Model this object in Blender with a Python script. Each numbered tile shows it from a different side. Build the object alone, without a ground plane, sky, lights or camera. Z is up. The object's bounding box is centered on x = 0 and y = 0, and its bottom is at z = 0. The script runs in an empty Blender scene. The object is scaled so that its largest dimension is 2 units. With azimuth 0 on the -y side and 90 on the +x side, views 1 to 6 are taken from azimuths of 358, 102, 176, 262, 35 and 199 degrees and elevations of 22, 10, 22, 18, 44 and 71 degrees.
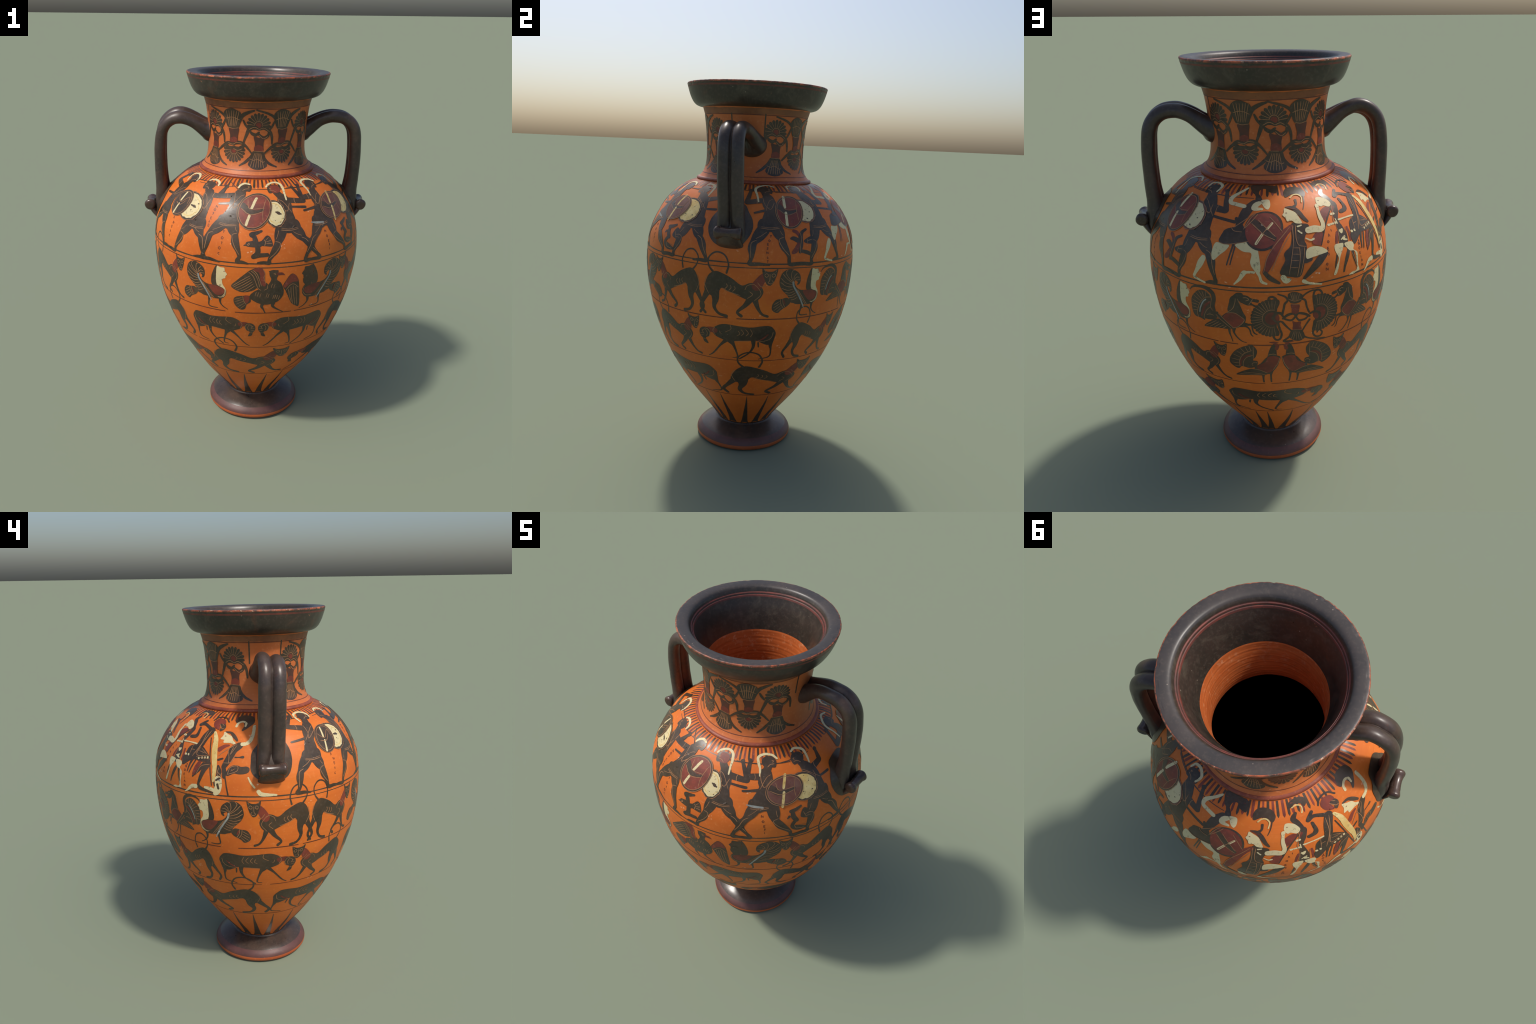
import bpy, bmesh, math, random
from mathutils import Vector, Matrix, noise
from mathutils.geometry import delaunay_2d_cdt

random.seed(7)
TAU = 2 * math.pi

# ------------------------------------------------------------------ frame
AXIS0 = (-0.0065, -0.0030)      # the pot stands a little off centre ...
TILT = (0.0064, 0.0064)         # ... and leans a little

def lean(p):
    x, y, z = p
    x -= 0.009 * math.exp(-((z - .22) / .14) ** 2)      # the taper is thrown a little off axis
    x -= 0.004 * math.exp(-((z - 1.60) / .12) ** 2)     # and so is the neck
    return (x + AXIS0[0] + TILT[0] * z, y + AXIS0[1] + TILT[1] * z,
            z - TILT[0] * x - TILT[1] * y)

# ------------------------------------------------------------------ curves
def catmull(pts, n=8, closed=False):
    """Smooth curve through control tuples of any dimension (centripetal enough)."""
    P = [tuple(map(float, p)) for p in pts]
    m = len(P)
    out = []
    segs = m if closed else m - 1
    for i in range(segs):
        if closed:
            p0, p1, p2, p3 = P[(i - 1) % m], P[i], P[(i + 1) % m], P[(i + 2) % m]
        else:
            p1, p2 = P[i], P[i + 1]
            p0 = P[i - 1] if i > 0 else tuple(2 * a - b for a, b in zip(p1, p2))
            p3 = P[i + 2] if i + 2 < m else tuple(2 * b - a for a, b in zip(p1, p2))
        for k in range(n):
            t = k / n
            out.append(tuple(0.5 * (2 * b + (c - a) * t + (2 * a - 5 * b + 4 * c - d) * t * t
                                    + (3 * b - a - 3 * c + d) * t ** 3)
                             for a, b, c, d in zip(p0, p1, p2, p3)))
    if not closed:
        out.append(P[-1])
    return out

# ------------------------------------------------------------------ profiles (radius, height)
FOOT = [(0.0, .012), (.12, .012), (.20, .010), (.240, .0035), (.256, .0028), (.266, .007),
        (.272, .015), (.2735, .024), (.2715, .036), (.2645, .049), (.250, .063), (.229, .077),
        (.205, .089), (.183, .099), (.168, .106), (.161, .113), (.152, .116), (.13, .117)]
BODY = [(.155, .112), (.165, .121), (.177, .140), (.2075, .180), (.2415, .222), (.301, .300),
        (.368, .400), (.4265, .500), (.4745, .600), (.513, .700), (.5425, .800), (.562, .900),
        (.572, 1.00), (.5735, 1.10), (.5635, 1.20), (.545, 1.26), (.515, 1.32), (.473, 1.38),
        (.430, 1.424), (.382, 1.461), (.345, 1.481), (.314, 1.490), (.285, 1.494)]
NECK_RING = [(.288, 1.489), (.306, 1.488), (.3135, 1.493), (.3145, 1.499), (.3105, 1.505), (.302, 1.508), (.288, 1.509)]
NECK = [(.300, 1.508), (.291, 1.518), (.279, 1.536), (.270, 1.560), (.2635, 1.600), (.2625, 1.660),
        (.2655, 1.720), (.2705, 1.780), (.278, 1.830), (.286, 1.862), (.292, 1.874)]
LIP = [(.284, 1.872), (.300, 1.873), (.315, 1.877), (.330, 1.885), (.345, 1.902), (.358, 1.928),
       (.368, 1.957), (.3755, 1.984), (.3765, 1.990), (.3735, 1.9945), (.362, 1.996), (.340, 1.995), (.326, 1.992),
       (.318, 1.986), (.312, 1.976), (.3085, 1.967), (.3045, 1.965), (.3015, 1.957), (.2975, 1.955),
       (.290, 1.935), (.279, 1.905), (.268, 1.870), (.258, 1.835), (.250, 1.808), (.246, 1.794)]
NECK_INSIDE = [(.246, 1.795), (.240, 1.76), (.2335, 1.71), (.2315, 1.66), (.2315, 1.61), (.234, 1.57), (.240, 1.53)]

body_curve = catmull(BODY, 6)
neck_curve = catmull(NECK, 6)

def unevenness(az, z):
    """hand-made irregularity of the wall: slow wobble, one swelling, two flats"""
    w = 0.0012 * noise.noise(Vector((3 * math.sin(az), 3 * math.cos(az), 2.2 * z)))
    for a, zc, sa, sz, h in ((57, 1.03, 38, .13, .0075), (40, 1.30, 35, .09, -.0055), (275, 1.38, 30, .07, .005), (250, 1.22, 25, .10, -.004)):
        d = (math.degrees(az) - a + 180) % 360 - 180
        w += h * math.exp(-(d / sa) ** 2 - ((z - zc) / sz) ** 2)
    return w

class Surface:
    """Arc-length table of an outer profile: s -> (r, z, normal)."""
    def __init__(self, curve):
        self.c = curve
        self.s = [0.0]
        for a, b in zip(curve, curve[1:]):
            self.s.append(self.s[-1] + math.dist(a, b))
    def at(self, s):
        S, c = self.s, self.c
        s = min(max(s, 0), S[-1] - 1e-9)
        lo, hi = 0, len(S) - 1
        while hi - lo > 1:
            m = (lo + hi) // 2
            if S[m] <= s: lo = m
            else: hi = m
        t = (s - S[lo]) / (S[hi] - S[lo])
        r = c[lo][0] + t * (c[hi][0] - c[lo][0]); z = c[lo][1] + t * (c[hi][1] - c[lo][1])
        def tang(i):
            a, b = c[max(i - 1, 0)], c[min(i + 1, len(c) - 1)]
            d = math.dist(a, b); return ((b[0] - a[0]) / d, (b[1] - a[1]) / d)
        t0, t1 = tang(lo), tang(hi)
        dr = t0[0] + t * (t1[0] - t0[0]); dz = t0[1] + t * (t1[1] - t0[1])
        l = math.hypot(dr, dz)
        return r, z, dz / l, -dr / l
    def s_of_z(self, z):
        c = self.c
        for i in range(len(c) - 1):
            if c[i][1] <= z <= c[i + 1][1]:
                t = (z - c[i][1]) / (c[i + 1][1] - c[i][1] + 1e-12)
                return self.s[i] + t * (self.s[i + 1] - self.s[i])
        return self.s[-1]
    def point(self, az, s, lift=0.0):
        """az in radians: 0 at -y, 90 degrees at +x."""
        r, z, nr, nz = self.at(s)
        w = unevenness(az, z)
        R = r + nr * (lift + w); Z = z + nz * (lift + w)
        return lean((R * math.sin(az), -R * math.cos(az), Z))

BODY_S, NECK_S = Surface(body_curve), Surface(neck_curve)

# ------------------------------------------------------------------ node helpers
def new_mat(name):
    m = bpy.data.materials.new(name)
    m.use_nodes = True
    nt = m.node_tree
    b = nt.nodes['Principled BSDF']
    co = nt.nodes.new('ShaderNodeTexCoord')
    return m, nt, b, co.outputs['Object']

def node(nt, kind, inputs=None, **props):
    n = nt.nodes.new(kind)
    for k, v in props.items():
        setattr(n, k, v)
    for k, v in (inputs or {}).items():
        if hasattr(v, 'is_linked') or hasattr(v, 'links'):
            nt.links.new(v, n.inputs[k])
        else:
            n.inputs[k].default_value = v
    return n

def scaled(nt, vec, sx, sy, sz):
    return node(nt, 'ShaderNodeMapping', {'Vector': vec, 'Scale': (sx, sy, sz)}).outputs[0]

def noise_tex(nt, vec, scale, detail=4, rough=.55, dist=0.0):
    return node(nt, 'ShaderNodeTexNoise', {'Vector': vec, 'Scale': scale, 'Detail': detail,
                                           'Roughness': rough, 'Distortion': dist}).outputs[0]

def ramp(nt, fac, stops):
    n = nt.nodes.new('ShaderNodeValToRGB')
    e = n.color_ramp.elements
    while len(e) < len(stops):
        e.new(0.5)
    for el, (p, c) in zip(e, stops):
        el.position = p
        el.color = (*c, 1) if not isinstance(c, (int, float)) else (c, c, c, 1)
    nt.links.new(fac, n.inputs[0])
    return n.outputs[0]

def mix(nt, fac, a, b):
    n = nt.nodes.new('ShaderNodeMix')
    n.data_type = 'RGBA'
    for sock, v in ((n.inputs[0], fac), (n.inputs[6], a), (n.inputs[7], b)):
        if hasattr(v, 'links'):
            nt.links.new(v, sock)
        else:
            sock.default_value = v if isinstance(v, (int, float)) else (*v, 1)
    return n.outputs[2]

def math_n(nt, op, a, b=0.0):
    n = nt.nodes.new('ShaderNodeMath'); n.operation = op
    for i, v in enumerate((a, b)):
        if hasattr(v, 'links'): nt.links.new(v, n.inputs[i])
        else: n.inputs[i].default_value = v
    return n.outputs[0]

def bump(nt, bsdf, height, strength, dist=.002):
    n = node(nt, 'ShaderNodeBump', {'Height': height, 'Strength': strength, 'Distance': dist})
    nt.links.new(n.outputs[0], bsdf.inputs['Normal'])

def srgb(r, g, b):
    f = lambda c: c / 12.92 if c <= .04045 else ((c + .055) / 1.055) ** 2.4
    return tuple(f(v / 255) for v in (r, g, b))

CLAY, CLAY_DEEP, CLAY_PALE = srgb(221, 117, 45), srgb(200, 99, 34), srgb(228, 145, 82)
SLIP, SLIP_BROWN, SLIP_COOL = srgb(58, 47, 36), srgb(84, 64, 46), srgb(48, 48, 50)
RED, WHITE, OCHRE = srgb(134, 58, 40), srgb(216, 198, 150), srgb(208, 172, 98)

def clay_material(name, base=CLAY, deep=CLAY_DEEP, pale=CLAY_PALE, streak=1.0):
    m, nt, b, co = new_mat(name)
    big = noise_tex(nt, co, 3.0, 5)
    wheel = noise_tex(nt, scaled(nt, co, 3, 3, 90), 1.0, 4, .6)
    fine = noise_tex(nt, co, 55, 5, .65)
    c = mix(nt, ramp(nt, big, [(.35, 0.0), (.7, 1.0)]), deep, base)
    c = mix(nt, math_n(nt, 'MULTIPLY', ramp(nt, wheel, [(.45, 0.0), (.75, .55)]), streak), c, deep)
    c = mix(nt, ramp(nt, fine, [(.55, 0.0), (.8, .6)]), c, pale)
    speck = node(nt, 'ShaderNodeTexVoronoi', {'Vector': co, 'Scale': 34.0, 'Randomness': 1.0}).outputs['Distance']
    speckmask = noise_tex(nt, co, 9, 2)
    sp = math_n(nt, 'MULTIPLY', ramp(nt, speck, [(.045, 1.0), (.07, 0.0)]), ramp(nt, speckmask, [(.56, 0.0), (.62, 1.0)]))
    c = mix(nt, sp, c, srgb(214, 178, 140))
    scuff = noise_tex(nt, scaled(nt, co, 16, 16, 60), 1.0, 6, .7)
    scm = noise_tex(nt, co, 5.5, 2)
    sc = math_n(nt, 'MULTIPLY', ramp(nt, scuff, [(.62, 0.0), (.74, .75)]), ramp(nt, scm, [(.55, 0.0), (.68, 1.0)]))
    c = mix(nt, sc, c, srgb(216, 166, 120))
    nt.links.new(c, b.inputs['Base Color'])
    nt.links.new(ramp(nt, fine, [(.3, .42), (.8, .56)]), b.inputs['Roughness'])
    b.inputs['Specular IOR Level'].default_value = .35
    bump(nt, b, math_n(nt, 'ADD', math_n(nt, 'MULTIPLY', wheel, .5), math_n(nt, 'MULTIPLY', fine, .4)), .10)
    return m

def slip_material(name, main=SLIP, brown=SLIP_BROWN, wear=.5, wear_col=CLAY, rough=(.26, .42), chips=True):
    """glossy black slip: brownish where thin, flaked to bare clay in small chips"""
    m, nt, b, co = new_mat(name)
    big = noise_tex(nt, co, 6, 5, .6)
    fine = noise_tex(nt, co, 70, 5, .65)
    c = mix(nt, ramp(nt, big, [(.38, 0.0), (.72, 1.0)]), main, brown)
    c = mix(nt, ramp(nt, fine, [(.5, 0.0), (.85, .5)]), c, srgb(104, 92, 80))
    if chips:
        chip = noise_tex(nt, co, 42, 6, .72)
        chipm = noise_tex(nt, co, 7, 3)
        k = math_n(nt, 'MULTIPLY', ramp(nt, chip, [(.66, 0.0), (.72, 1.0)]), ramp(nt, chipm, [(.5, 0.0), (.66, 1.0)]))
        c = mix(nt, math_n(nt, 'MULTIPLY', k, wear), c, wear_col)
    dust = node(nt, 'ShaderNodeTexVoronoi', {'Vector': co, 'Scale': 26.0}).outputs['Distance']
    dm = noise_tex(nt, co, 8, 2)
    d = math_n(nt, 'MULTIPLY', ramp(nt, dust, [(.05, .8), (.08, 0.0)]), ramp(nt, dm, [(.56, 0.0), (.62, 1.0)]))
    c = mix(nt, math_n(nt, 'MULTIPLY', d, wear), c, srgb(176, 160, 140))
    nt.links.new(c, b.inputs['Base Color'])
    nt.links.new(ramp(nt, big, [(.3, rough[0]), (.75, rough[1])]), b.inputs['Roughness'])
    b.inputs['Specular IOR Level'].default_value = .5
    bump(nt, b, fine, .06)
    return m

def film(m, col, scale, lo, hi, amount):
    """lay a patchy film of another colour over a finished material"""
    nt = m.node_tree
    b = nt.nodes['Principled BSDF']
    src = b.inputs['Base Color'].links[0].from_socket
    co = nt.nodes.new('ShaderNodeTexCoord').outputs['Object']
    k = ramp(nt, noise_tex(nt, co, scale, 6, .68, .6), [(lo, 0.0), (hi, amount)])
    nt.links.new(mix(nt, k, src, col), b.inputs['Base Color'])
    return m

def paint_material(name, col, col2, chip_to=None, amount=.6):
    m, nt, b, co = new_mat(name)
    n1 = noise_tex(nt, co, 16, 5, .65)
    n2 = noise_tex(nt, co, 60, 5, .7)
    c = mix(nt, ramp(nt, n1, [(.38, 0.0), (.68, 1.0)]), col, col2)
    if chip_to:
        c = mix(nt, math_n(nt, 'MULTIPLY', ramp(nt, n2, [(.58, 0.0), (.66, 1.0)]), amount), c, chip_to)
    nt.links.new(c, b.inputs['Base Color'])
    b.inputs['Roughness'].default_value = .5
    return m

MAT = {
    'clay': clay_material('orange_clay'),
    'slip': slip_material('black_slip', wear=.35),
    'lip': slip_material('lip_slip', srgb(50, 46, 40), srgb(66, 54, 46), wear=.8, wear_col=srgb(190, 120, 80)),
    'handle': slip_material('handle_slip', srgb(58, 48, 44), srgb(78, 62, 54), wear=.5),
    'foot': slip_material('foot_slip', srgb(56, 47, 42), srgb(78, 62, 52), wear=.45, rough=(.24, .36)),
    'red': paint_material('dark_red_paint', RED, srgb(106, 48, 36), srgb(150, 92, 78), .5),
    'white': paint_material('white_paint', WHITE, srgb(206, 190, 146), srgb(112, 92, 66), .75),
    'ochre': paint_material('yellowed_white_paint', OCHRE, srgb(222, 200, 140), srgb(120, 100, 60), .5),
    'incised': paint_material('incised_line', srgb(168, 118, 76), srgb(132, 96, 68)),
    'thin': paint_material('thin_brown_line', srgb(92, 46, 26), srgb(120, 58, 28)),
    'inner': clay_material('neck_lining_clay', srgb(214, 122, 66), srgb(184, 92, 44), srgb(232, 172, 124), 1.6),
}
film(MAT['lip'], srgb(96, 88, 74), 13, .52, .72, .55)
film(MAT['lip'], srgb(112, 66, 44), 5, .60, .74, .5)
film(MAT['handle'], srgb(98, 76, 62), 11, .50, .75, .5)
film(MAT['handle'], srgb(120, 62, 38), 22, .66, .76, .7)
film(MAT['foot'], srgb(98, 76, 62), 8, .5, .75, .5)
film(MAT['slip'], srgb(96, 74, 54), 18, .55, .78, .5)
film(MAT['clay'], srgb(214, 116, 34), 4, .45, .7, .55)
film(MAT['clay'], srgb(196, 84, 34), 9, .58, .78, .45)
film(MAT['inner'], srgb(228, 176, 136), 14, .58, .72, .7)
film(MAT['inner'], srgb(150, 80, 40), 6, .5, .72, .5)
film(MAT['red'], srgb(88, 46, 36), 12, .48, .68, .7)
# pure black for a flat disc, painting the unlit inside as darkness
_m, _nt, _b, _co = new_mat('painted_dark_disc')
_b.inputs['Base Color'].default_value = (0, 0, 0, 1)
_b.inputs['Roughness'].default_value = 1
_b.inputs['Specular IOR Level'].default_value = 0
MAT['dark_disc'] = _m

# ------------------------------------------------------------------ object helpers
ROOT = bpy.data.objects.new('painted_amphora', None)
bpy.context.scene.collection.objects.link(ROOT)
ROOT['label'] = 'orange clay amphora with black animal and warrior friezes'
ROOT['category'] = 'painted vase'

def mesh_object(name, verts, faces, mats, parent=ROOT, smooth=True, mat_ids=None):
    me = bpy.data.meshes.new(name)
    me.from_pydata(verts, [], faces)
    me.update()
    for m in (mats if isinstance(mats, (list, tuple)) else [mats]):
        me.materials.append(m)
    me.polygons.foreach_set('use_smooth', [smooth] * len(me.polygons))
    if mat_ids:
        me.polygons.foreach_set('material_index', mat_ids)
    ob = bpy.data.objects.new(name, me)
    bpy.context.scene.collection.objects.link(ob)
    ob.parent = parent
    return ob

def lathe(name, curve, mat, seg=256, parent=ROOT, wobble=True, mat_of=None, mats=None, chip=None):
    verts, faces, ids = [], [], []
    for (r, z) in curve:
        for k in range(seg):
            az = TAU * k / seg
            w = unevenness(az, z) if wobble else 0
            R = max(r + (w if r > .05 else 0), 0)
            Z = z
            if chip:
                dr, dz = chip(az, r, z); R += dr; Z += dz
            verts.append(lean((R * math.sin(az), -R * math.cos(az), Z)))
    for i in range(len(curve) - 1):
        for k in range(seg):
            a, b = i * seg + k, i * seg + (k + 1) % seg
            faces.append((a, b, b + seg, a + seg))
            if mat_of:
                ids.append(mat_of((curve[i][0] + curve[i + 1][0]) / 2, (curve[i][1] + curve[i + 1][1]) / 2))
    return mesh_object(name, verts, faces, mats or mat, parent, mat_ids=ids if mat_of else None)

# ------------------------------------------------------------------ the turned pot
FOOT_EDGE = clay_material('foot_edge_clay', srgb(190, 98, 52), srgb(160, 78, 42), srgb(206, 124, 78))
FOOT_BAND = paint_material('purple_foot_band', srgb(96, 60, 54), srgb(82, 52, 48), srgb(120, 84, 70), .4)
foot_curve = catmull(FOOT, 6)
def foot_mat(r, z):
    if r < .262 and z < .03: return 2
    if r > .262 and z < .031: return 1
    if r > .248 and z >= .031: return 3
    return 0
foot = lathe('foot', foot_curve, None, 200, mats=[MAT['foot'], FOOT_EDGE, FOOT_EDGE, FOOT_BAND], mat_of=foot_mat)

def wall(name, surf, mat, seg):
    """outer wall straight from its surface table, so that paint lies true on it"""
    rows = len(surf.s)
    verts = [surf.point(TAU * k / seg, s) for s in surf.s for k in range(seg)]
    faces = [(i * seg + k, i * seg + (k + 1) % seg, (i + 1) * seg + (k + 1) % seg, (i + 1) * seg + k) for i in range(rows - 1) for k in range(seg)]
    return mesh_object(name, verts, faces, mat)

body = wall('body', BODY_S, MAT['clay'], 360)
ring = lathe('neck_ring', catmull(NECK_RING, 5), paint_material('ring_purple_clay', srgb(150, 72, 46), srgb(118, 58, 44), srgb(196, 112, 70), .5), 240)
neck = wall('neck', NECK_S, clay_material('neck_clay', srgb(206, 116, 62), srgb(182, 96, 48), srgb(218, 146, 98)), 240)

rim_rng = random.Random(5)
RIM_CHIPS = [(rim_rng.random() * TAU, .010 + .025 * rim_rng.random(), .0008 + .0026 * rim_rng.random() ** 2) for _ in range(30)]
def lip_chip(az, r, z):
    """small knocks along the outer edge of the lip"""
    if r < .362 or z < 1.975: return (0, 0)
    d = 0
    for a, w, h in RIM_CHIPS:
        da = abs((az - a + math.pi) % TAU - math.pi)
        if da < w: d += h * (1 - (da / w) ** 2)
    d += .0012 * noise.noise(Vector((20 * math.sin(az), 20 * math.cos(az), 0)))
    return (-d * .7, -d * .5)
LIP_EDGE = paint_material('worn_lip_edge', srgb(184, 94, 58), srgb(66, 52, 44), srgb(230, 196, 160), .9)
film(LIP_EDGE, srgb(60, 50, 44), 30, .46, .58, .8)
LIP_LINE = paint_material('lip_red_line', srgb(118, 58, 46), srgb(76, 50, 44), srgb(60, 48, 42), .7)
LIP_TOP = slip_material('lip_top_slip', srgb(58, 54, 52), srgb(70, 62, 58), wear=.7, wear_col=srgb(190, 110, 76), rough=(.34, .5))
def lip_mat(r, z):
    if r > .3705 and z > 1.9865: return 1
    if r > .36 and 1.970 < z < 1.977: return 2
    if r < .32 and (1.9610 < z < 1.9690 or 1.9490 < z < 1.9570): return 2
    if z > 1.985: return 3
    return 0
lip = lathe('lip', catmull(LIP, 7), None, 320, mats=[MAT['lip'], LIP_EDGE, LIP_LINE, LIP_TOP], mat_of=lip_mat, chip=lip_chip)
lining = [(r + .0003 * math.sin(z * 260) + .0002 * math.sin(z * 410 + 1), z) for r, z in catmull(NECK_INSIDE, 14)]   # turning rings
inside = lathe('neck_lining', lining, MAT['inner'], 200)
dark_disc = lathe('painted_dark_disc', [(.245, 1.531), (.15, 1.531), (0.0, 1.531)], MAT['dark_disc'], 96)

# ------------------------------------------------------------------ handles: two rods side by side
INNER_FACE = paint_material('bare_handle_underside', srgb(96, 54, 40), srgb(66, 44, 36), srgb(132, 78, 54), .5)

def sweep(name, path, mats, parent=ROOT, inner=None, n=56, roll=0.0):
    """path: (x, y, z, half thickness in the plane of the loop, half spacing of the rods, 1 = two rods .. 0 = one oval)"""
    pts = catmull(path, 8)
    verts, faces, ids = [], [], []
    m = len(pts)
    for i, (x, y, z, hr, c, rod) in enumerate(pts):
        a, b = pts[max(i - 1, 0)], pts[min(i + 1, m - 1)]
        tx, tz = b[0] - a[0], b[2] - a[2]
        l = math.hypot(tx, tz); tx, tz = tx / l, tz / l
        nx, nz = -tz, tx
        for k in range(n):
            f = TAU * k / n
            # figure-eight outline of the paired rods, blending to an oval where they merge
            rr = .0335
            e8 = abs(c * math.cos(f)) + math.sqrt(max(rr * rr - (c * math.sin(f)) ** 2, 9e-5))
            u, v = e8 * math.cos(f), e8 * math.sin(f) * hr / rr
            ou, ov = (c + rr) * math.cos(f), hr * math.sin(f)
            u, v = rod * u + (1 - rod) * ou, rod * v + (1 - rod) * ov
            # over the top of the arch one rod rides a little higher
            v -= u * roll * math.exp(-((i / m - .36) / .16) ** 2)
            w = .0010 * noise.noise(Vector((x * 18, u * 18, z * 18)))
            X, Y = x + nx * (v + w), y + u + w
            if inner:        # the root wraps round the neck
                X -= math.copysign((.2635 - math.sqrt(max(.2635 ** 2 - Y * Y, 0))) * max(0, 1 - i / m / .22), x)
                d = math.hypot(X, Y)
                if d < .250:     # stay within the thickness of the wall
                    X, Y = X * .250 / d, Y * .250 / d
            verts.append((X, Y, z + nz * (v + w)))
    for i in range(m - 1):
        for k in range(n):
            p, q = i * n + k, i * n + (k + 1) % n
            faces.append((p, q, q + n, p + n))
            f = TAU * (k + .5) / n
            ids.append(1 if inner and math.sin(f) * inner > .45 and .22 < i / m < .80 else 0)
    faces += [tuple(range(n))[::-1], tuple(range((m - 1) * n, m * n))]
    ids += [0, 0]
    return mesh_object(name, verts, faces, mats, parent, mat_ids=ids)

def spool(parent, x, y0, z, sgn):
    """the little saddle-shaped lug across the foot of the handle, on its bracket"""
    prof = [(-.067, .0), (-.067, .016), (-.064, .025), (-.056, .0305), (-.046, .0300), (-.030, .0260), (0, .0240),
            (.030, .0260), (.046, .0300), (.056, .0305), (.064, .025), (.067, .016), (.067, 0)]
    prof = catmull(prof, 4)
    n = 32
    verts, faces = [], []
    for i, (t, r) in enumerate(prof):
        for k in range(n):
            f = TAU * k / n
            r2 = r * (1 + .06 * noise.noise(Vector((t * 30, math.cos(f), math.sin(f) + sgn))))
            verts.append((x + r2 * math.cos(f), y0 + t, z + r2 * math.sin(f)))
    for i in range(len(prof) - 1):
        for k in range(n):
            p, q = i * n + k, i * n + (k + 1) % n
            faces.append((p, q, q + n, p + n))
    mesh_object('spool_knob', verts, faces, KNOB_MAT, parent)
    X = lambda d: x - sgn * d
    sweep('knob_bracket', [(X(-.002), y0, z - .004, .022, .022, 0), (X(.010), y0, z - .022, .024, .024, 0), (X(.024), y0, z - .044, .022, .029, 0),
                           (X(.040), y0, z - .066, .018, .034, 0), (X(.058), y0, z - .090, .012, .038, 0)], KNOB_MAT, parent)

KNOB_MAT = slip_material('worn_knob_slip', srgb(60, 48, 42), srgb(92, 64, 50), wear=.9, wear_col=srgb(150, 84, 50), rough=(.22, .34))
R0, C0 = .0325, .031
handle_left = sweep('handle', [(-0.2500, 0.004, 1.694, .074, .046, .0), (-0.2620, 0.003, 1.695, .066, .040, .1), (-0.2800, 0.001, 1.704, .052, .035, .4), (-0.3050, -0.001, 1.722, .041, .033, .8), (-0.3380, -0.003, 1.744, .034, .033, 1),
    (-0.3750, -0.004, 1.760, R0, .034, 1), (-0.4120, -0.007, 1.767, R0, .034, 1), (-0.4525, -0.004, 1.757, .031, .034, 1), (-0.4905, -0.002, 1.725, .030, .034, 1),
    (-0.5115, 0.002, 1.675, .030, .034, 1), (-0.5215, 0.005, 1.600, .031, .034, 1), (-0.5245, 0.007, 1.510, .031, .034, 1), (-0.5235, 0.009, 1.430, .032, .034, 1),
    (-0.5195, 0.010, 1.365, .036, .034, 1), (-0.5190, 0.016, 1.315, .043, .036, .9), (-0.5200, 0.017, 1.265, .045, .042, .6), (-0.5240, 0.017, 1.220, .038, .046, .2), (-0.5300, 0.017, 1.180, .022, .048, 0)],
    [MAT['handle'], INNER_FACE], inner=1, roll=.20)
handle_right = sweep('handle', [(0.2500, 0.050, 1.690, .074, .046, .0), (0.2620, 0.049, 1.692, .066, .042, .1), (0.2800, 0.045, 1.701, .052, .037, .4), (0.3050, 0.039, 1.719, .041, .033, .8), (0.3380, 0.030, 1.742, .034, C0, 1),
    (0.3750, 0.021, 1.758, R0, C0, 1), (0.4170, 0.012, 1.765, R0, C0, 1), (0.4675, 0.013, 1.757, R0, C0, 1), (0.5085, 0.015, 1.727, .033, C0, 1),
    (0.5315, 0.018, 1.680, .033, C0, 1), (0.5395, 0.021, 1.600, .033, C0, 1), (0.5405, 0.023, 1.510, .033, C0, 1), (0.5365, 0.026, 1.430, .034, C0, 1),
    (0.5295, 0.028, 1.365, .037, .032, 1), (0.5260, 0.030, 1.315, .043, .036, .9), (0.5260, 0.031, 1.265, .045, .042, .6), (0.5290, 0.032, 1.220, .038, .046, .2), (0.5350, 0.032, 1.180, .022, .048, 0)],
    [MAT['handle'], INNER_FACE], inner=-1, roll=.03)
spool(handle_left, -.591, .016, 1.278, -1)
spool(handle_right, .591, .033, 1.275, 1)

# ================================================================== the painting
# Every painted figure is drawn in its own flat frame, in centimetres: x along the
# circle of latitude from the figure's azimuth, y up the wall from its ground line.
# The drawing is then laid on the wall as a thin coat of slip, colour over colour.
def blob(col, *pts):
    """filled shape with a smooth closed outline"""
    return (col, [catmull(pts, 5, closed=True)])

def limb(col, *pts):
    """brush stroke along a spine; third number is the width there"""
    pts = list(pts)
    n = 5 if max(p[2] for p in pts) > 1.2 else 4
    c = catmull(pts, n)
    polys = []
    for a, b in zip(c, c[1:]):
        r1, r2 = max(a[2] / 2, .05), max(b[2] / 2, .05)
        dx, dy = b[0] - a[0], b[1] - a[1]
        d = math.hypot(dx, dy)
        if d < 1e-4:
            continue
        if d <= abs(r1 - r2):
            r1 = r2 = max(r1, r2)
        t = math.atan2(dy, dx)
        g = math.acos(max(-1, min(1, (r1 - r2) / d)))
        m = 5
        poly = [(a[0] + r1 * math.cos(t + g + (TAU - 2 * g) * k / m), a[1] + r1 * math.sin(t + g + (TAU - 2 * g) * k / m)) for k in range(m + 1)]
        poly += [(b[0] + r2 * math.cos(t - g + 2 * g * k / m), b[1] + r2 * math.sin(t - g + 2 * g * k / m)) for k in range(m + 1)]
        polys.append(poly)
    return (col, polys)

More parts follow.
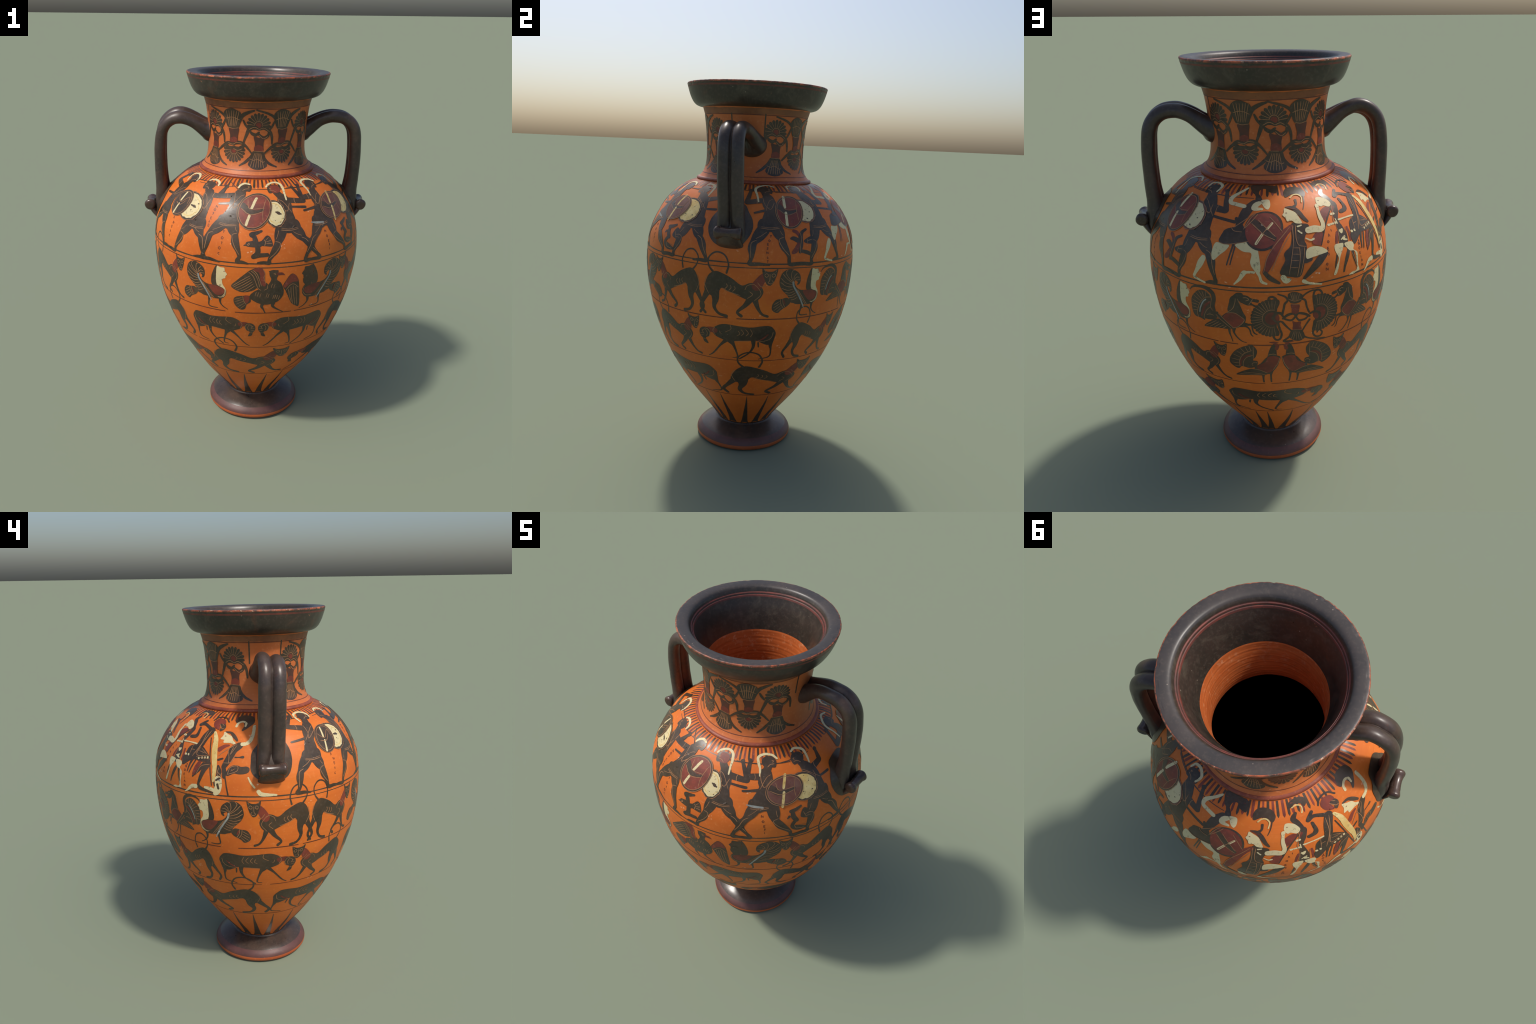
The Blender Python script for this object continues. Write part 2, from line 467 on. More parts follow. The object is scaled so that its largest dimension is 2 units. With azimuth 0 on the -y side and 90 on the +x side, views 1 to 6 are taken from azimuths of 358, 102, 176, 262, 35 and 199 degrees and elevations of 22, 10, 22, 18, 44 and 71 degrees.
def line(col, *pts, w=.30):
    """thin scratched or painted line of even width"""
    c = catmull(pts, 5) if len(pts) > 2 else [pts[0], tuple((p + q) / 2 for p, q in zip(*pts)), pts[1]]
    left, right = [], []
    for i, p in enumerate(c):
        a, b = c[max(i - 1, 0)], c[min(i + 1, len(c) - 1)]
        dx, dy = b[0] - a[0], b[1] - a[1]
        l = math.hypot(dx, dy) or 1
        k = w / 2 * (.55 if i in (0, len(c) - 1) else 1)
        left.append((p[0] - dy / l * k, p[1] + dx / l * k)); right.append((p[0] + dy / l * k, p[1] - dx / l * k))
    quads = [[right[i], right[i + 1], left[i + 1], left[i]] for i in range(len(c) - 1)]
    return (col, quads)

def disc(col, e, k=1.0):
    x, y, rx, ry = e
    return (col, [[(x + k * rx * math.cos(TAU * i / 40), y + k * ry * math.sin(TAU * i / 40)) for i in range(40)]])

def ring_line(col, e, k=1.0, w=.3):
    x, y, rx, ry = e
    return line(col, *[(x + k * rx * math.cos(TAU * i / 24), y + k * ry * math.sin(TAU * i / 24)) for i in range(25)], w=w)

PAINT = dict(slip=MAT['slip'], red=MAT['red'], white=MAT['white'], ochre=MAT['ochre'], incised=MAT['incised'], thin=MAT['thin'],
             maroon=paint_material('maroon_paint', srgb(104, 58, 46), srgb(118, 82, 68), srgb(72, 48, 40), .4),
             stem=paint_material('dark_stem_paint', srgb(98, 50, 36), srgb(66, 48, 38), srgb(56, 44, 36), .6),
             bluegrey=paint_material('blue_grey_paint', srgb(132, 136, 134), srgb(166, 164, 152), srgb(92, 90, 84), .5))

def inside(p, poly):
    x, y = p; c = False
    j = len(poly) - 1
    for i in range(len(poly)):
        xi, yi = poly[i]; xj, yj = poly[j]
        if (yi > y) != (yj > y) and x < (xj - xi) * (y - yi) / (yj - yi) + xi:
            c = not c
        j = i
    return c

def triangulate(polys, step=1.6):
    """union of flat outlines as one fine triangle mesh (centimetres)"""
    vs, faces, outlines = [], [], []
    for P in polys:
        area = sum(P[i - 1][0] * P[i][1] - P[i][0] * P[i - 1][1] for i in range(len(P)))
        if abs(area) < 1e-5: continue
        if area < 0: P = P[::-1]
        Q = []
        for i in range(len(P)):
            a, b = P[i - 1], P[i]
            n = max(1, int(math.dist(a, b) / step))
            for k in range(n):
                Q.append((a[0] + (b[0] - a[0]) * k / n, a[1] + (b[1] - a[1]) * k / n))
        faces.append(list(range(len(vs), len(vs) + len(Q)))); outlines.append(P)
        vs += [Vector(q) for q in Q]
        x0, x1 = min(q[0] for q in P), max(q[0] for q in P); y0, y1 = min(q[1] for q in P), max(q[1] for q in P)
        if x1 - x0 > step and y1 - y0 > step:
            for ix in range(math.ceil(x0 / step), math.floor(x1 / step) + 1):
                for iy in range(math.ceil(y0 / step), math.floor(y1 / step) + 1):
                    g = (ix * step + .0137 * (iy % 3), iy * step + .0091 * (ix % 4))
                    if inside(g, P): vs.append(Vector(g))
    if not faces: return [], []
    ov, _, of, _, _, src = delaunay_2d_cdt(vs, [], faces, 1, 1e-4)
    keep = []
    for f, s in zip(of, src):
        c = (sum(ov[i][0] for i in f) / len(f), sum(ov[i][1] for i in f) / len(f))
        if any(inside(c, outlines[k]) for k in s):
            keep.append(tuple(f))
    return [tuple(v) for v in ov], keep

FRAME_RNG = random.Random(11)
def paint(name, items, az, s0, surf=BODY_S, parent=None, sx=1.0, sy=1.0, lift=.0005, wobble=.07, stuff=False, swell=None):
    """lay a drawing on the wall; consecutive strokes of one colour form one coat"""
    coats = []
    for col, polys in items:
        if coats and coats[-1][0] == col: coats[-1][1].extend(polys)
        else: coats.append((col, list(polys)))
    verts, faces, ids, mats = [], [], [], []
    a0 = math.radians(az)
    seed = FRAME_RNG.random() * 50
    for k, (col, polys) in enumerate(coats):
        if PAINT[col] not in mats: mats.append(PAINT[col])
        mi = mats.index(PAINT[col])
        v2, f2 = triangulate(polys)
        base = len(verts)
        h = lift + .00018 * k
        for x, y in v2:
            wx = wobble * noise.noise(Vector((x * .9, y * .9, seed))); wy = wobble * noise.noise(Vector((x * .9, y * .9, seed + 9)))
            s = s0 + sy * (y + wy) / 100
            r = surf.at(s)[0]
            verts.append(surf.point(a0 + sx * (x + wx) / 100 / r, s, h + (swell(x, y) if swell else 0)))
        for f in f2:
            faces.append(tuple(base + i for i in (f if sx * sy > 0 else f[::-1]))); ids.append(mi)
    ob = mesh_object(name, verts, faces, mats, parent or body, mat_ids=ids)
    if stuff: ob['kind'] = 'stuff'
    return ob

GROUND, LINE_B, LINE_C, LINE_D = 1.136, .857, .606, .325      # ground lines, along the wall

# ------------------------------------------------------------------ bands and borders
def band(name, s, w, col, surf=BODY_S, parent=None, lift=.0004, gaps=0.0, seed=0):
    """painted line round the pot, of slightly uneven width, worn away in places"""
    n = 420
    verts, faces = [], []
    keep = []
    for k in range(n):
        az = TAU * k / n
        q = noise.noise(Vector((math.sin(az) * 6, math.cos(az) * 6, seed)))
        dq = .0025 * noise.noise(Vector((math.sin(az) * 1.6, math.cos(az) * 1.6, seed + 4)))
        ww = w * (1 + .35 * q)
        verts += [surf.point(az, s + dq - ww / 2, lift), surf.point(az, s + dq + ww / 2, lift)]
        keep.append(q > gaps - .5 if gaps else True)
    for k in range(n):
        if keep[k]:
            a, b = 2 * k, 2 * ((k + 1) % n)
            faces.append((a, b, b + 1, a + 1))
    return mesh_object(name, verts, faces, PAINT[col], parent or body)

for i, (s, w, c) in enumerate([(1.134, .0062, 'slip'), (1.114, .0045, 'slip'), (LINE_B - .002, .0055, 'thin'), (LINE_C - .002, .0040, 'thin'),
                               (LINE_D - .002, .0045, 'thin'), (.006, .006, 'slip')]):
    band('painted_line', s, w, c, seed=3 * i, gaps=.12 if i in (2, 3) else 0)
band('painted_line', .338, .005, 'thin', NECK_S, neck, seed=31)
band('painted_line', .024, .004, 'thin', NECK_S, neck, seed=32)


PAINT['wash'] = paint_material('thin_brown_wash', srgb(124, 74, 44), srgb(146, 88, 50), srgb(108, 62, 38), .4)
PAINT['scuff'] = paint_material('pale_scuff', srgb(222, 166, 124), srgb(226, 128, 66), srgb(232, 206, 176), .7)
PAINT['edge'] = paint_material('orange_edge', srgb(196, 98, 44), srgb(150, 76, 38), srgb(110, 62, 38), .5)
band('neck_wash', .356, .030, 'wash', NECK_S, neck, lift=.0003, seed=34)

rng = random.Random(21)
tongues = []
N_TONGUE = 108
for k in range(N_TONGUE):
    a = 360 * k / N_TONGUE + rng.uniform(-.35, .35)
    w = rng.uniform(.9, 1.25)
    bot = rng.uniform(-.5, .5)
    x = math.radians(a) * 34.0
    tongues.append((a, w, bot, 'slip' if k % 2 else 'red'))
def tongue_pattern():
    verts, faces, ids = [], [], []
    for a, w, bot, col in tongues:
        s_top, s_bot = 1.598, 1.526 + bot / 100
        base = len(verts); n = 7
        for i in range(n + 1):
            t = i / n
            s = s_bot + (s_top - s_bot) * t
            r = BODY_S.at(s)[0]
            half = w / 200 * (math.sqrt(max(0, 1 - (1 - min(t * 5, 1)) ** 2)) * .85 + .15) * (1.06 - .16 * t)
            for sg in (-1, 0, 1):
                verts.append(BODY_S.point(math.radians(a) + sg * half / r, s, .0004))
        for i in range(n):
            for j in range(2):
                p = base + 3 * i + j
                faces.append((p, p + 1, p + 4, p + 3)); ids.append(0 if col == 'slip' else 1)
    ob = mesh_object('tongue_pattern', verts, faces, [PAINT['slip'], PAINT['red']], body, mat_ids=ids)
    ob['kind'] = 'stuff'
tongue_pattern()

RAY_AZ = [11, 29, 48, 64, 82, 105, 126, 145, 163, 174, 193, 214, 235, 256, 275, 295, 313, 331, 351]
for k, a in enumerate(RAY_AZ):
    lean_x = rng.uniform(-.8, .8)
    w = rng.uniform(3.4, 4.2)
    paint('base_ray', [blob('slip', (-w / 2, .6), (-w * .44, 4), (-w * .31 + lean_x * .2, 12), (-w * .16 + lean_x * .6, 22), (lean_x, 31),
                            (w * .16 + lean_x * .6, 22), (w * .31 + lean_x * .2, 12), (w * .44, 4), (w / 2, .6))], a, 0.004, lift=.0006)

# ------------------------------------------------------------------ people
def leg(pts, face, col='slip', k=1.0):
    hip, knee, ankle, heel, toe = pts
    mid = ((hip[0] + knee[0]) / 2, (hip[1] + knee[1]) / 2)
    calf = (knee[0] + .36 * (ankle[0] - knee[0]) - .5 * face, knee[1] + .36 * (ankle[1] - knee[1]))
    low = (knee[0] + .72 * (ankle[0] - knee[0]), knee[1] + .72 * (ankle[1] - knee[1]))
    foot = [limb(col, (*ankle, 1.7 * k), (*heel, 1.9 * k), ((heel[0] + toe[0]) / 2, (heel[1] + toe[1]) / 2 + .2, 1.6 * k), (*toe, .8 * k))]
    return [limb(col, (*hip, 6.2 * k), (*mid, 5.6 * k), (*knee, 3.5 * k), (*calf, 3.9 * k), (*low, 2.5 * k), (*ankle, 1.7 * k))] + foot

def warrior(az, face, head, crest, torso, legs, arm, shield, style, helmet='slip', stripes=(), scabbard=None, spear=None, skirt_trim=0):
    hx, hy = head[0]
    sh, waist, hip = torso
    out = []
    for l in legs: out += leg(l, face)
    out.append(limb('slip', (*sh, 5.6), ((sh[0] + waist[0]) / 2, (sh[1] + waist[1]) / 2, 7.0), (*waist, 5.6), (*hip, 8.6)))
    hl, hr = sorted((legs[0][0], legs[1][0]))
    out.append(blob('slip', (hip[0] - 4.4, hip[1] + 2.4), (hip[0] + 4.4, hip[1] + 2.4), (max(hr[0] + 2.6, hip[0] + 4.8), hip[1] - 3.0),
                    (hip[0], hip[1] - 3.4), (min(hl[0] - 2.6, hip[0] - 4.8), hip[1] - 3.0)))
    out.append(limb('slip', (sh[0], sh[1], 4.2), (hx - .4 * face, hy - 2.2, 3.6)))
    a0, a1, a2 = arm
    out.append(limb('slip', (*a0, 3.2), ((a0[0] + a1[0]) / 2, (a0[1] + a1[1]) / 2, 3.0), (*a1, 2.6)))
    out.append(limb('slip', (*a1, 2.5), ((a1[0] + a2[0]) / 2, (a1[1] + a2[1]) / 2, 2.0), (*a2, 1.5)))
    out.append(disc('slip', (a2[0], a2[1], 1.1, 1.1)))
    if scabbard: out.append(limb('slip', (*scabbard[0], 1.0), (*scabbard[1], 1.4)))
    if spear: out.append(line('slip', *spear, w=.55))
    # crest mass, helmet and chin
    out.append(blob('slip', (hx - 3.4 * face, hy + .3), (hx - 2.2 * face, hy + 2.6), (hx + .8 * face, hy + 2.9), (hx + 3.0 * face, hy + 1.4),
                    (hx + 3.6 * face, hy - .6), (hx + 3.1 * face, hy - 2.6), (hx + 1.2 * face, hy - 2.5), (hx - 1.8 * face, hy - 2.4)))
    if helmet == 'red':
        out.append(blob('red', (hx - 3.0 * face, hy + .2), (hx - 1.8 * face, hy + 2.3), (hx + 1.0 * face, hy + 2.4), (hx + 2.0 * face, hy + .8),
                        (hx + 1.4 * face, hy - 2.2), (hx - 1.8 * face, hy - 2.3)))
    out.append(limb('white', *[(x, y, .55 + .75 * math.sin(math.pi * (i + .7) / (len(crest) + .4))) for i, (x, y) in enumerate(crest)]))
    if skirt_trim:
        out.append(limb('bluegrey', (hip[0] - 6.0, hip[1] - .4, .5), (hip[0] - 3.0, hip[1] - 1.0, 1.1), (hip[0] + 1.5, hip[1] - 1.8, 1.3)))
    # scratched detail: eye, chest, hem, knees
    out.append(line('incised', (hx + 1.4 * face, hy + .6), (hx + 2.3 * face, hy + .3), (hx + 1.7 * face, hy - .3)))
    out.append(line('incised', (hx + 2.6 * face, hy - 1.0), (hx + .6 * face, hy - 1.2), (hx - .6 * face, hy - 2.3)))
    out.append(line('incised', (sh[0] - 2.6, sh[1] + .4), (sh[0] - 2.0, sh[1] - 4), (waist[0], waist[1] + .6), (sh[0] + 2.8, sh[1] - 3)))
    out.append(line('incised', (hip[0] - 4.6, hip[1] - 2.2), (hip[0], hip[1] - 2.7), (hip[0] + 4.6, hip[1] - 2.2)))
    for l in legs:
        k, a = l[1], l[2]
        out.append(line('incised', (k[0] + 1.3 * face, k[1] + .8), (k[0] - 1.2 * face, k[1] - .6), (k[0] - 1.0 * face + .4 * (a[0] - k[0]), k[1] + .5 * (a[1] - k[1])), (a[0], a[1] + .8)))
        h = l[0]
        out.append(line('incised', (h[0] + 1.6 * face, h[1] - 1.0), (.5 * (h[0] + k[0]) + 1.2 * face, .5 * (h[1] + k[1])), (k[0] + .9 * face, k[1] + 1.6), w=.22))
    out.append(line('incised', (sh[0] + 2.4 * face, sh[1] - .6), (sh[0] + .2 * face, sh[1] - 2.2), (waist[0] - 2.4 * face, waist[1] - .4), w=.24))
    out.append(line('incised', (hip[0] - 4.4, hip[1] - 1.5), (hip[0], hip[1] - 2.0), (hip[0] + 4.4, hip[1] - 1.5), w=.2))
    m = ((a0[0] + a1[0]) / 2, (a0[1] + a1[1]) / 2)
    out.append(line('incised', (m[0] + .6 * face, m[1] + 1.5), (m[0] + .9 * face, m[1]), (m[0] + .6 * face, m[1] - 1.5)))
    return out, shield, style, stripes

def round_shield(e, style, stripes):
    x, y, rx, ry = e
    out = [disc('maroon' if style == 'pale' else 'slip', e)]
    if style in ('red', 'maroon'):
        out.append(disc('red' if style == 'red' else 'maroon', e, .89))
        out.append(limb('slip', (x - rx * .75, y + ry * .28, 3.0), (x - rx * .3, y - ry * .06, 3.0), (x + rx * .1, y - ry * .06, 1.6), (x + rx * .5, y + ry * .04, 1.2)))
        for a, b in stripes: out.append(limb('white' if style == 'red' else 'ochre', (*a, 1.35), (*b, 1.35)))
        out.append(ring_line('incised', e, .90)); out.append(ring_line('incised', e, 1.0))
        out.append(line('incised', (x + rx * .55, y + ry * .65), (x + rx * .5, y), (x + rx * .6, y - ry * .55)))
        out.append(line('incised', (x - rx * .8, y + ry * .1), (x - rx * .2, y - ry * .22), (x + rx * .5, y - ry * .06)))
        out.append(line('incised', (x - rx * .5, y + ry * .6), (x - rx * .3, y + ry * .1), (x + rx * .5, y + ry * .14)))
    elif style == 'black':
        out.append(ring_line('incised', e, .86)); out.append(ring_line('incised', e, 1.0, .22))
        for a, b in stripes: out.append(limb('white', (*a, 1.0), (*b, 1.2)))
        out.append(line('incised', (x - rx * .7, y + ry * .4), (x - rx * .1, y), (x + rx * .5, y + ry * .5), (x + rx * .7, y)))
        out.append(line('incised', (x - rx * .6, y - ry * .1), (x, y - ry * .2), (x + rx * .4, y + ry * .2)))
    else:
        col = 'ochre' if style == 'ochre' else 'white'
        out.append(disc(col, e, .86))
        # flaked spots where the black ground shows through the white
        for t, d, r0 in ((.6, .55, .35), (1.9, .7, .28), (2.8, .35, .3), (4.0, .62, .42), (5.2, .5, .25), (5.9, .74, .35)):
            out.append(disc('slip', (x + rx * d * math.cos(t + rx), y + ry * d * math.sin(t + rx), r0, r0 * .8)))
        if style == 'white':
            out.append(limb('slip', (x + rx * .10, y + .4, .5), (x + rx * .32, y, 1.3), (x + rx * .52, y - .3, .4)))
            out.append(limb('slip', (x + rx * .30, y + .9, .4), (x + rx * .34, y - .5, .8)))
            out.append(ring_line('ochre', e, .70, .35))
        out.append(ring_line('incised', e, .97, .25))
    return out

def muster(name, lift, **pose):
    az = pose['az']
    out, e, style, stripes = warrior(**pose)
    fig = paint(name, out, az, GROUND, lift=lift)
    paint('round_shield', round_shield(e, style, stripes), az, GROUND, lift=lift + .0010, wobble=.5 if style in ('white', 'ochre', 'pale') else .12)
    return fig

# ------------------------------------------------------------------ drawings
def panther():
    return [
        blob('slip', (-15.5, 17.1), (-13.9, 21.1), (-10.6, 23.2), (-6.5, 22.3), (-1.8, 20.1), (2.9, 17.1), (6.7, 18.4), (10.9, 18.2), (13.6, 14.8), (12.7, 11.6), (10.1, 9.5), (6.2, 9.8), (1.6, 11.7), (-3.1, 13.6), (-6.7, 15.3), (-8.3, 13.5), (-10.2, 10.9), (-13.5, 11.3), (-15.9, 13.8)),
        limb('slip', (-11.1, 15.2, 5.8), (-10.1, 9.7, 3.5), (-10.8, 5.4, 1.9), (-8.5, 1.9, 1.4), (-4.5, 0.7, 1.7)),
        limb('slip', (-13.6, 14.1, 3.8), (-16.3, 8.9, 2.3), (-18.0, 4.8, 1.6), (-15.6, 1.5, 1.4)),
        limb('slip', (8.8, 12.7, 4.7), (5.1, 7.3, 2.3), (1.1, 3.4, 1.4), (3.0, 1.3, 1.7)),
        limb('slip', (9.4, 10.7, 3.2), (11.4, 5.4, 1.7), (13.6, 2.4, 1.2), (16.2, 1.4, 1.4)),
        limb('slip', (-11.2, 22.2, 1.2), (-14.0, 25.5, 0.8), (-14.3, 29.4, 0.8), (-10.8, 32.3, 0.8), (-6.3, 31.3, 0.8), (-4.0, 26.9, 0.8), (-4.8, 22.8, 1.1)),
        limb('red', (10.2, 17.1, 5.0), (12.5, 20.3, 4.3), (14.1, 22.3, 3.0)),
        blob('slip', (12.6, 25.6), (14.0, 24.8), (15.4, 24.2), (17.8, 24.2), (19.2, 24.8), (20.6, 25.4), (20.2, 23.0), (19.5, 20.9), (18.6, 18.9), (17.2, 17.4), (15.4, 17.8), (14.2, 19.8), (13.2, 22.4)),
        line('incised', (4.5, 14.9), (5.6, 17.0), (8.6, 17.9), (11.4, 15.6), (12.4, 12.8), (9.3, 9.5)),
        line('incised', (6.8, 14.2), (8.3, 12.7), (5.8, 10.6)),
        line('incised', (-15.0, 20.3), (-15.8, 16.3), (-13.6, 11.7)),
        line('incised', (-2.8, 17.0), (-2.3, 15.7), (-3.5, 14.2)),
        line('incised', (-0.9, 16.6), (-0.3, 15.3), (-1.6, 13.8)),
        line('incised', (-4.8, 17.6), (-4.2, 16.3), (-5.4, 14.9)),
        line('incised', (-7.1, 15.2), (-3.1, 13.6), (2.3, 12.0)),
        line('incised', (13.9, 22.4), (14.9, 23.2), (15.9, 22.3), (14.9, 21.5), (14.0, 22.2)),
        line('incised', (17.4, 22.3), (18.4, 23.2), (19.5, 22.4), (18.4, 21.5), (17.5, 22.1)),
        line('incised', (16.6, 23.0), (16.6, 20.0), (15.8, 18.8), (17.2, 18.2), (18.4, 19.0), (17.6, 20.0)),
        line('incised', (13.4, 25.4), (14.4, 24.2)), line('incised', (20.0, 24.8), (19.4, 23.8)),
        line('incised', (10.6, 18.8), (12.4, 16.8), (14.4, 17.2)),
    ]

def ram():
    return [
        blob('slip', (-18.7, 17.4), (-17.3, 20.4), (-15.5, 21.6), (-12.0, 21.5), (-7.3, 20.7), (-2.1, 21.1), (2.5, 21.7), (5.7, 21.7), (8.4, 20.5), (10.4, 18.7), (10.4, 15.9), (8.8, 14.0), (4.8, 12.1), (2.1, 10.7), (0.2, 12.1), (-3.7, 12.7), (-6.9, 12.9), (-8.1, 12.1), (-9.4, 13.0), (-14.5, 10.3), (-16.8, 11.6), (-17.9, 14.2)),
        limb('slip', (-17.0, 15.1, 2.5), (-16.2, 10.0, 1.6), (-16.4, 7.2, 0.8), (-15.6, 2.7, 0.7), (-10.7, 1.0, 0.5)),
        limb('slip', (-8.3, 12.9, 2.2), (-8.2, 8.9, 1.3), (-6.2, 4.9, 0.8), (-1.9, 0.8, 0.8)),
        limb('slip', (2.3, 12.5, 3.4), (0.6, 9.1, 1.3), (-1.0, 2.5, 0.7), (1.2, 1.4, 0.4)),
        limb('slip', (4.2, 12.4, 2.2), (7.0, 8.9, 1.1), (10.6, 3.2, 0.8), (12.9, 1.0, 0.4)),
        limb('slip', (-10.5, 11.7, 0.8), (-10.6, 9.0, 0.6)),
        limb('red', (9.7, 17.4, 3.1), (12.5, 17.7, 2.8), (14.0, 16.9, 1.8)),
        blob('slip', (11.9, 16.0), (12.5, 18.1), (15.0, 18.6), (16.9, 17.4), (17.4, 14.9), (16.6, 12.8), (15.8, 11.9), (15.0, 9.6), (13.0, 8.8), (13.5, 10.4), (14.2, 12.2), (12.5, 13.5)),
        limb('red', (-15.0, 16.6, 0.6), (-13.0, 14.4, 0.8), (-10.2, 12.7, 0.4)),
        line('incised', (-17.4, 18.1), (-16.6, 14.8), (-13.7, 12.8), (-9.8, 12.8)),
        line('incised', (-6.9, 19.8), (-7.8, 17.3), (-6.9, 15.2)),
        line('incised', (-4.7, 19.6), (-6.0, 17.4), (-4.8, 15.6)),
        line('incised', (-2.7, 19.3), (-3.9, 17.3), (-2.7, 15.7)),
        line('incised', (-1.4, 18.5), (-2.1, 16.7), (-0.7, 15.4)),
        line('incised', (2.3, 21.6), (2.0, 19.2), (4.7, 17.1)),
        line('incised', (9.3, 19.8), (10.5, 17.5), (9.2, 14.7)),
        line('incised', (7.1, 17.7), (7.0, 16.5), (6.3, 15.8)),
        line('incised', (-6.9, 12.8), (-3.1, 12.5), (0.3, 12.2)),
        line('incised', (12.5, 13.5), (12.0, 15.6), (13.1, 17.7), (14.7, 18.0)),
        line('incised', (13.7, 13.3), (13.4, 15.6), (14.6, 17.4), (15.8, 16.2), (15.0, 14.5)),
        line('incised', (15.2, 17.0), (16.4, 16.2)),
        line('incised', (15.4, 14.9), (16.9, 14.9)),
        line('incised', (15.0, 13.6), (16.7, 13.6)),
        line('incised', (14.2, 11.6), (15.6, 11.6)),
    ]

def siren():
    return [
        blob('slip', (-11.7, 20.3), (-10.7, 23.1), (-8.6, 24.8), (-5.9, 25.3), (-3.0, 24.3), (-0.9, 22.6), (-0.2, 20.2), (-0.7, 18.1), (-1.8, 17.3), (-2.2, 17.7), (-1.8, 18.6), (-2.7, 19.3), (-3.7, 19.4), (-3.2, 17.3), (-1.1, 15.2), (1.8, 14.4), (4.7, 14.4), (7.5, 14.6), (9.9, 13.8), (11.4, 12.3), (11.1, 9.9), (9.7, 7.9), (7.7, 7.0), (4.8, 6.7), (1.3, 7.2), (-1.7, 7.4), (-3.2, 8.0), (-5.1, 8.6), (-6.2, 11.0), (-7.7, 12.7), (-10.3, 15.2), (-11.6, 17.7)),
        blob('slip', (-5.1, 8.9), (-6.9, 11.0), (-10.0, 10.5), (-12.8, 10.0), (-14.5, 7.6), (-14.5, 5.1), (-13.1, 3.7), (-11.1, 3.2), (-9.6, 4.8), (-6.3, 6.9)),
        limb('slip', (6.3, 24.9, 0.8), (5.5, 22.7, 1.5), (4.9, 19.5, 2.5), (4.8, 16.1, 3.1), (5.3, 14.5, 2.3)),
        limb('slip', (1.7, 7.6, 1.6), (1.3, 4.7, 0.9), (1.0, 2.1, 0.7), (2.5, 1.2, 0.6), (6.0, 1.2, 0.4)),
        limb('slip', (8.0, 7.9, 1.8), (7.8, 4.8, 1.0), (9.2, 2.6, 0.6), (11.6, 1.1, 0.4)),
        blob('red', (1.5, 14.0), (4.7, 14.4), (8.0, 13.8), (10.2, 12.7), (10.1, 10.7), (8.3, 9.2), (5.8, 9.0), (3.7, 10.7)),
        blob('white', (6.7, 24.9), (8.5, 24.6), (10.6, 24.5), (11.0, 22.9), (12.1, 21.3), (11.4, 20.2), (11.2, 19.1), (9.7, 18.5), (9.4, 16.6), (10.0, 15.0), (11.0, 13.4), (11.3, 11.4), (10.3, 8.9), (8.3, 7.8), (6.9, 7.9), (8.9, 8.7), (10.3, 10.4), (10.6, 12.2), (9.7, 13.5), (7.5, 14.3), (6.4, 15.3), (6.1, 17.8), (6.3, 21.4)),
        limb('bluegrey', (-4.4, 18.7, 1.1), (-3.9, 16.6, 0.9), (-1.9, 13.6, 0.8), (0.4, 10.0, 0.8), (1.9, 7.3, 0.7), (2.9, 5.4, 0.4)),
        line('incised', (-4.6, 19.0), (-6.9, 20.9), (-8.6, 23.6), (-7.6, 24.9)),
        line('incised', (-4.4, 19.1), (-5.6, 21.5), (-5.3, 24.1), (-4.0, 24.7)),
        line('incised', (-4.2, 19.6), (-4.0, 21.6), (-2.4, 23.2)),
        line('incised', (-3.9, 20.0), (-2.8, 21.2), (-1.2, 21.1)),
        line('incised', (-3.4, 19.8), (-2.2, 19.8), (-0.5, 19.9)),
        line('incised', (-4.7, 18.4), (-8.0, 20.7), (-10.3, 23.2)),
        line('incised', (-4.8, 17.5), (-8.7, 18.8), (-11.1, 21.0)),
        line('incised', (-4.5, 16.4), (-8.1, 16.9), (-11.3, 18.9)),
        line('incised', (-4.1, 15.4), (-7.2, 14.9), (-10.6, 16.0)),
        line('incised', (-3.4, 14.4), (-6.0, 13.4), (-8.7, 13.9)),
        line('incised', (-2.6, 13.4), (-5.1, 12.2), (-7.4, 12.5)),
        line('incised', (-2.1, 12.3), (-4.2, 11.2), (-6.3, 11.3)),
        line('incised', (-1.4, 11.0), (-3.4, 10.0), (-5.0, 9.9)),
        line('incised', (-2.4, 15.5), (0.4, 11.2), (4.2, 6.3)),
        line('incised', (-1.5, 14.8), (1.3, 11.1), (4.8, 6.7)),
        line('incised', (10.7, 13.1), (10.9, 10.8), (8.9, 8.4), (6.1, 8.2)),
        line('incised', (-10.6, 10.4), (-10.1, 7.8), (-8.5, 5.5)),
        line('incised', (-9.5, 10.7), (-9.0, 8.1), (-7.7, 5.9)),
        line('incised', (-13.7, 7.6), (-10.9, 9.4)),
        line('incised', (-14.1, 5.9), (-10.6, 8.2)),
        line('incised', (-13.4, 4.6), (-10.0, 7.2)),
        line('incised', (-12.0, 3.8), (-9.6, 6.3)),
        limb('red', (-8.9, 9.7, 0.8), (-8.0, 7.8, 0.6)),
        line('red', (10.2, 22.7), (11.0, 22.7)),
    ]

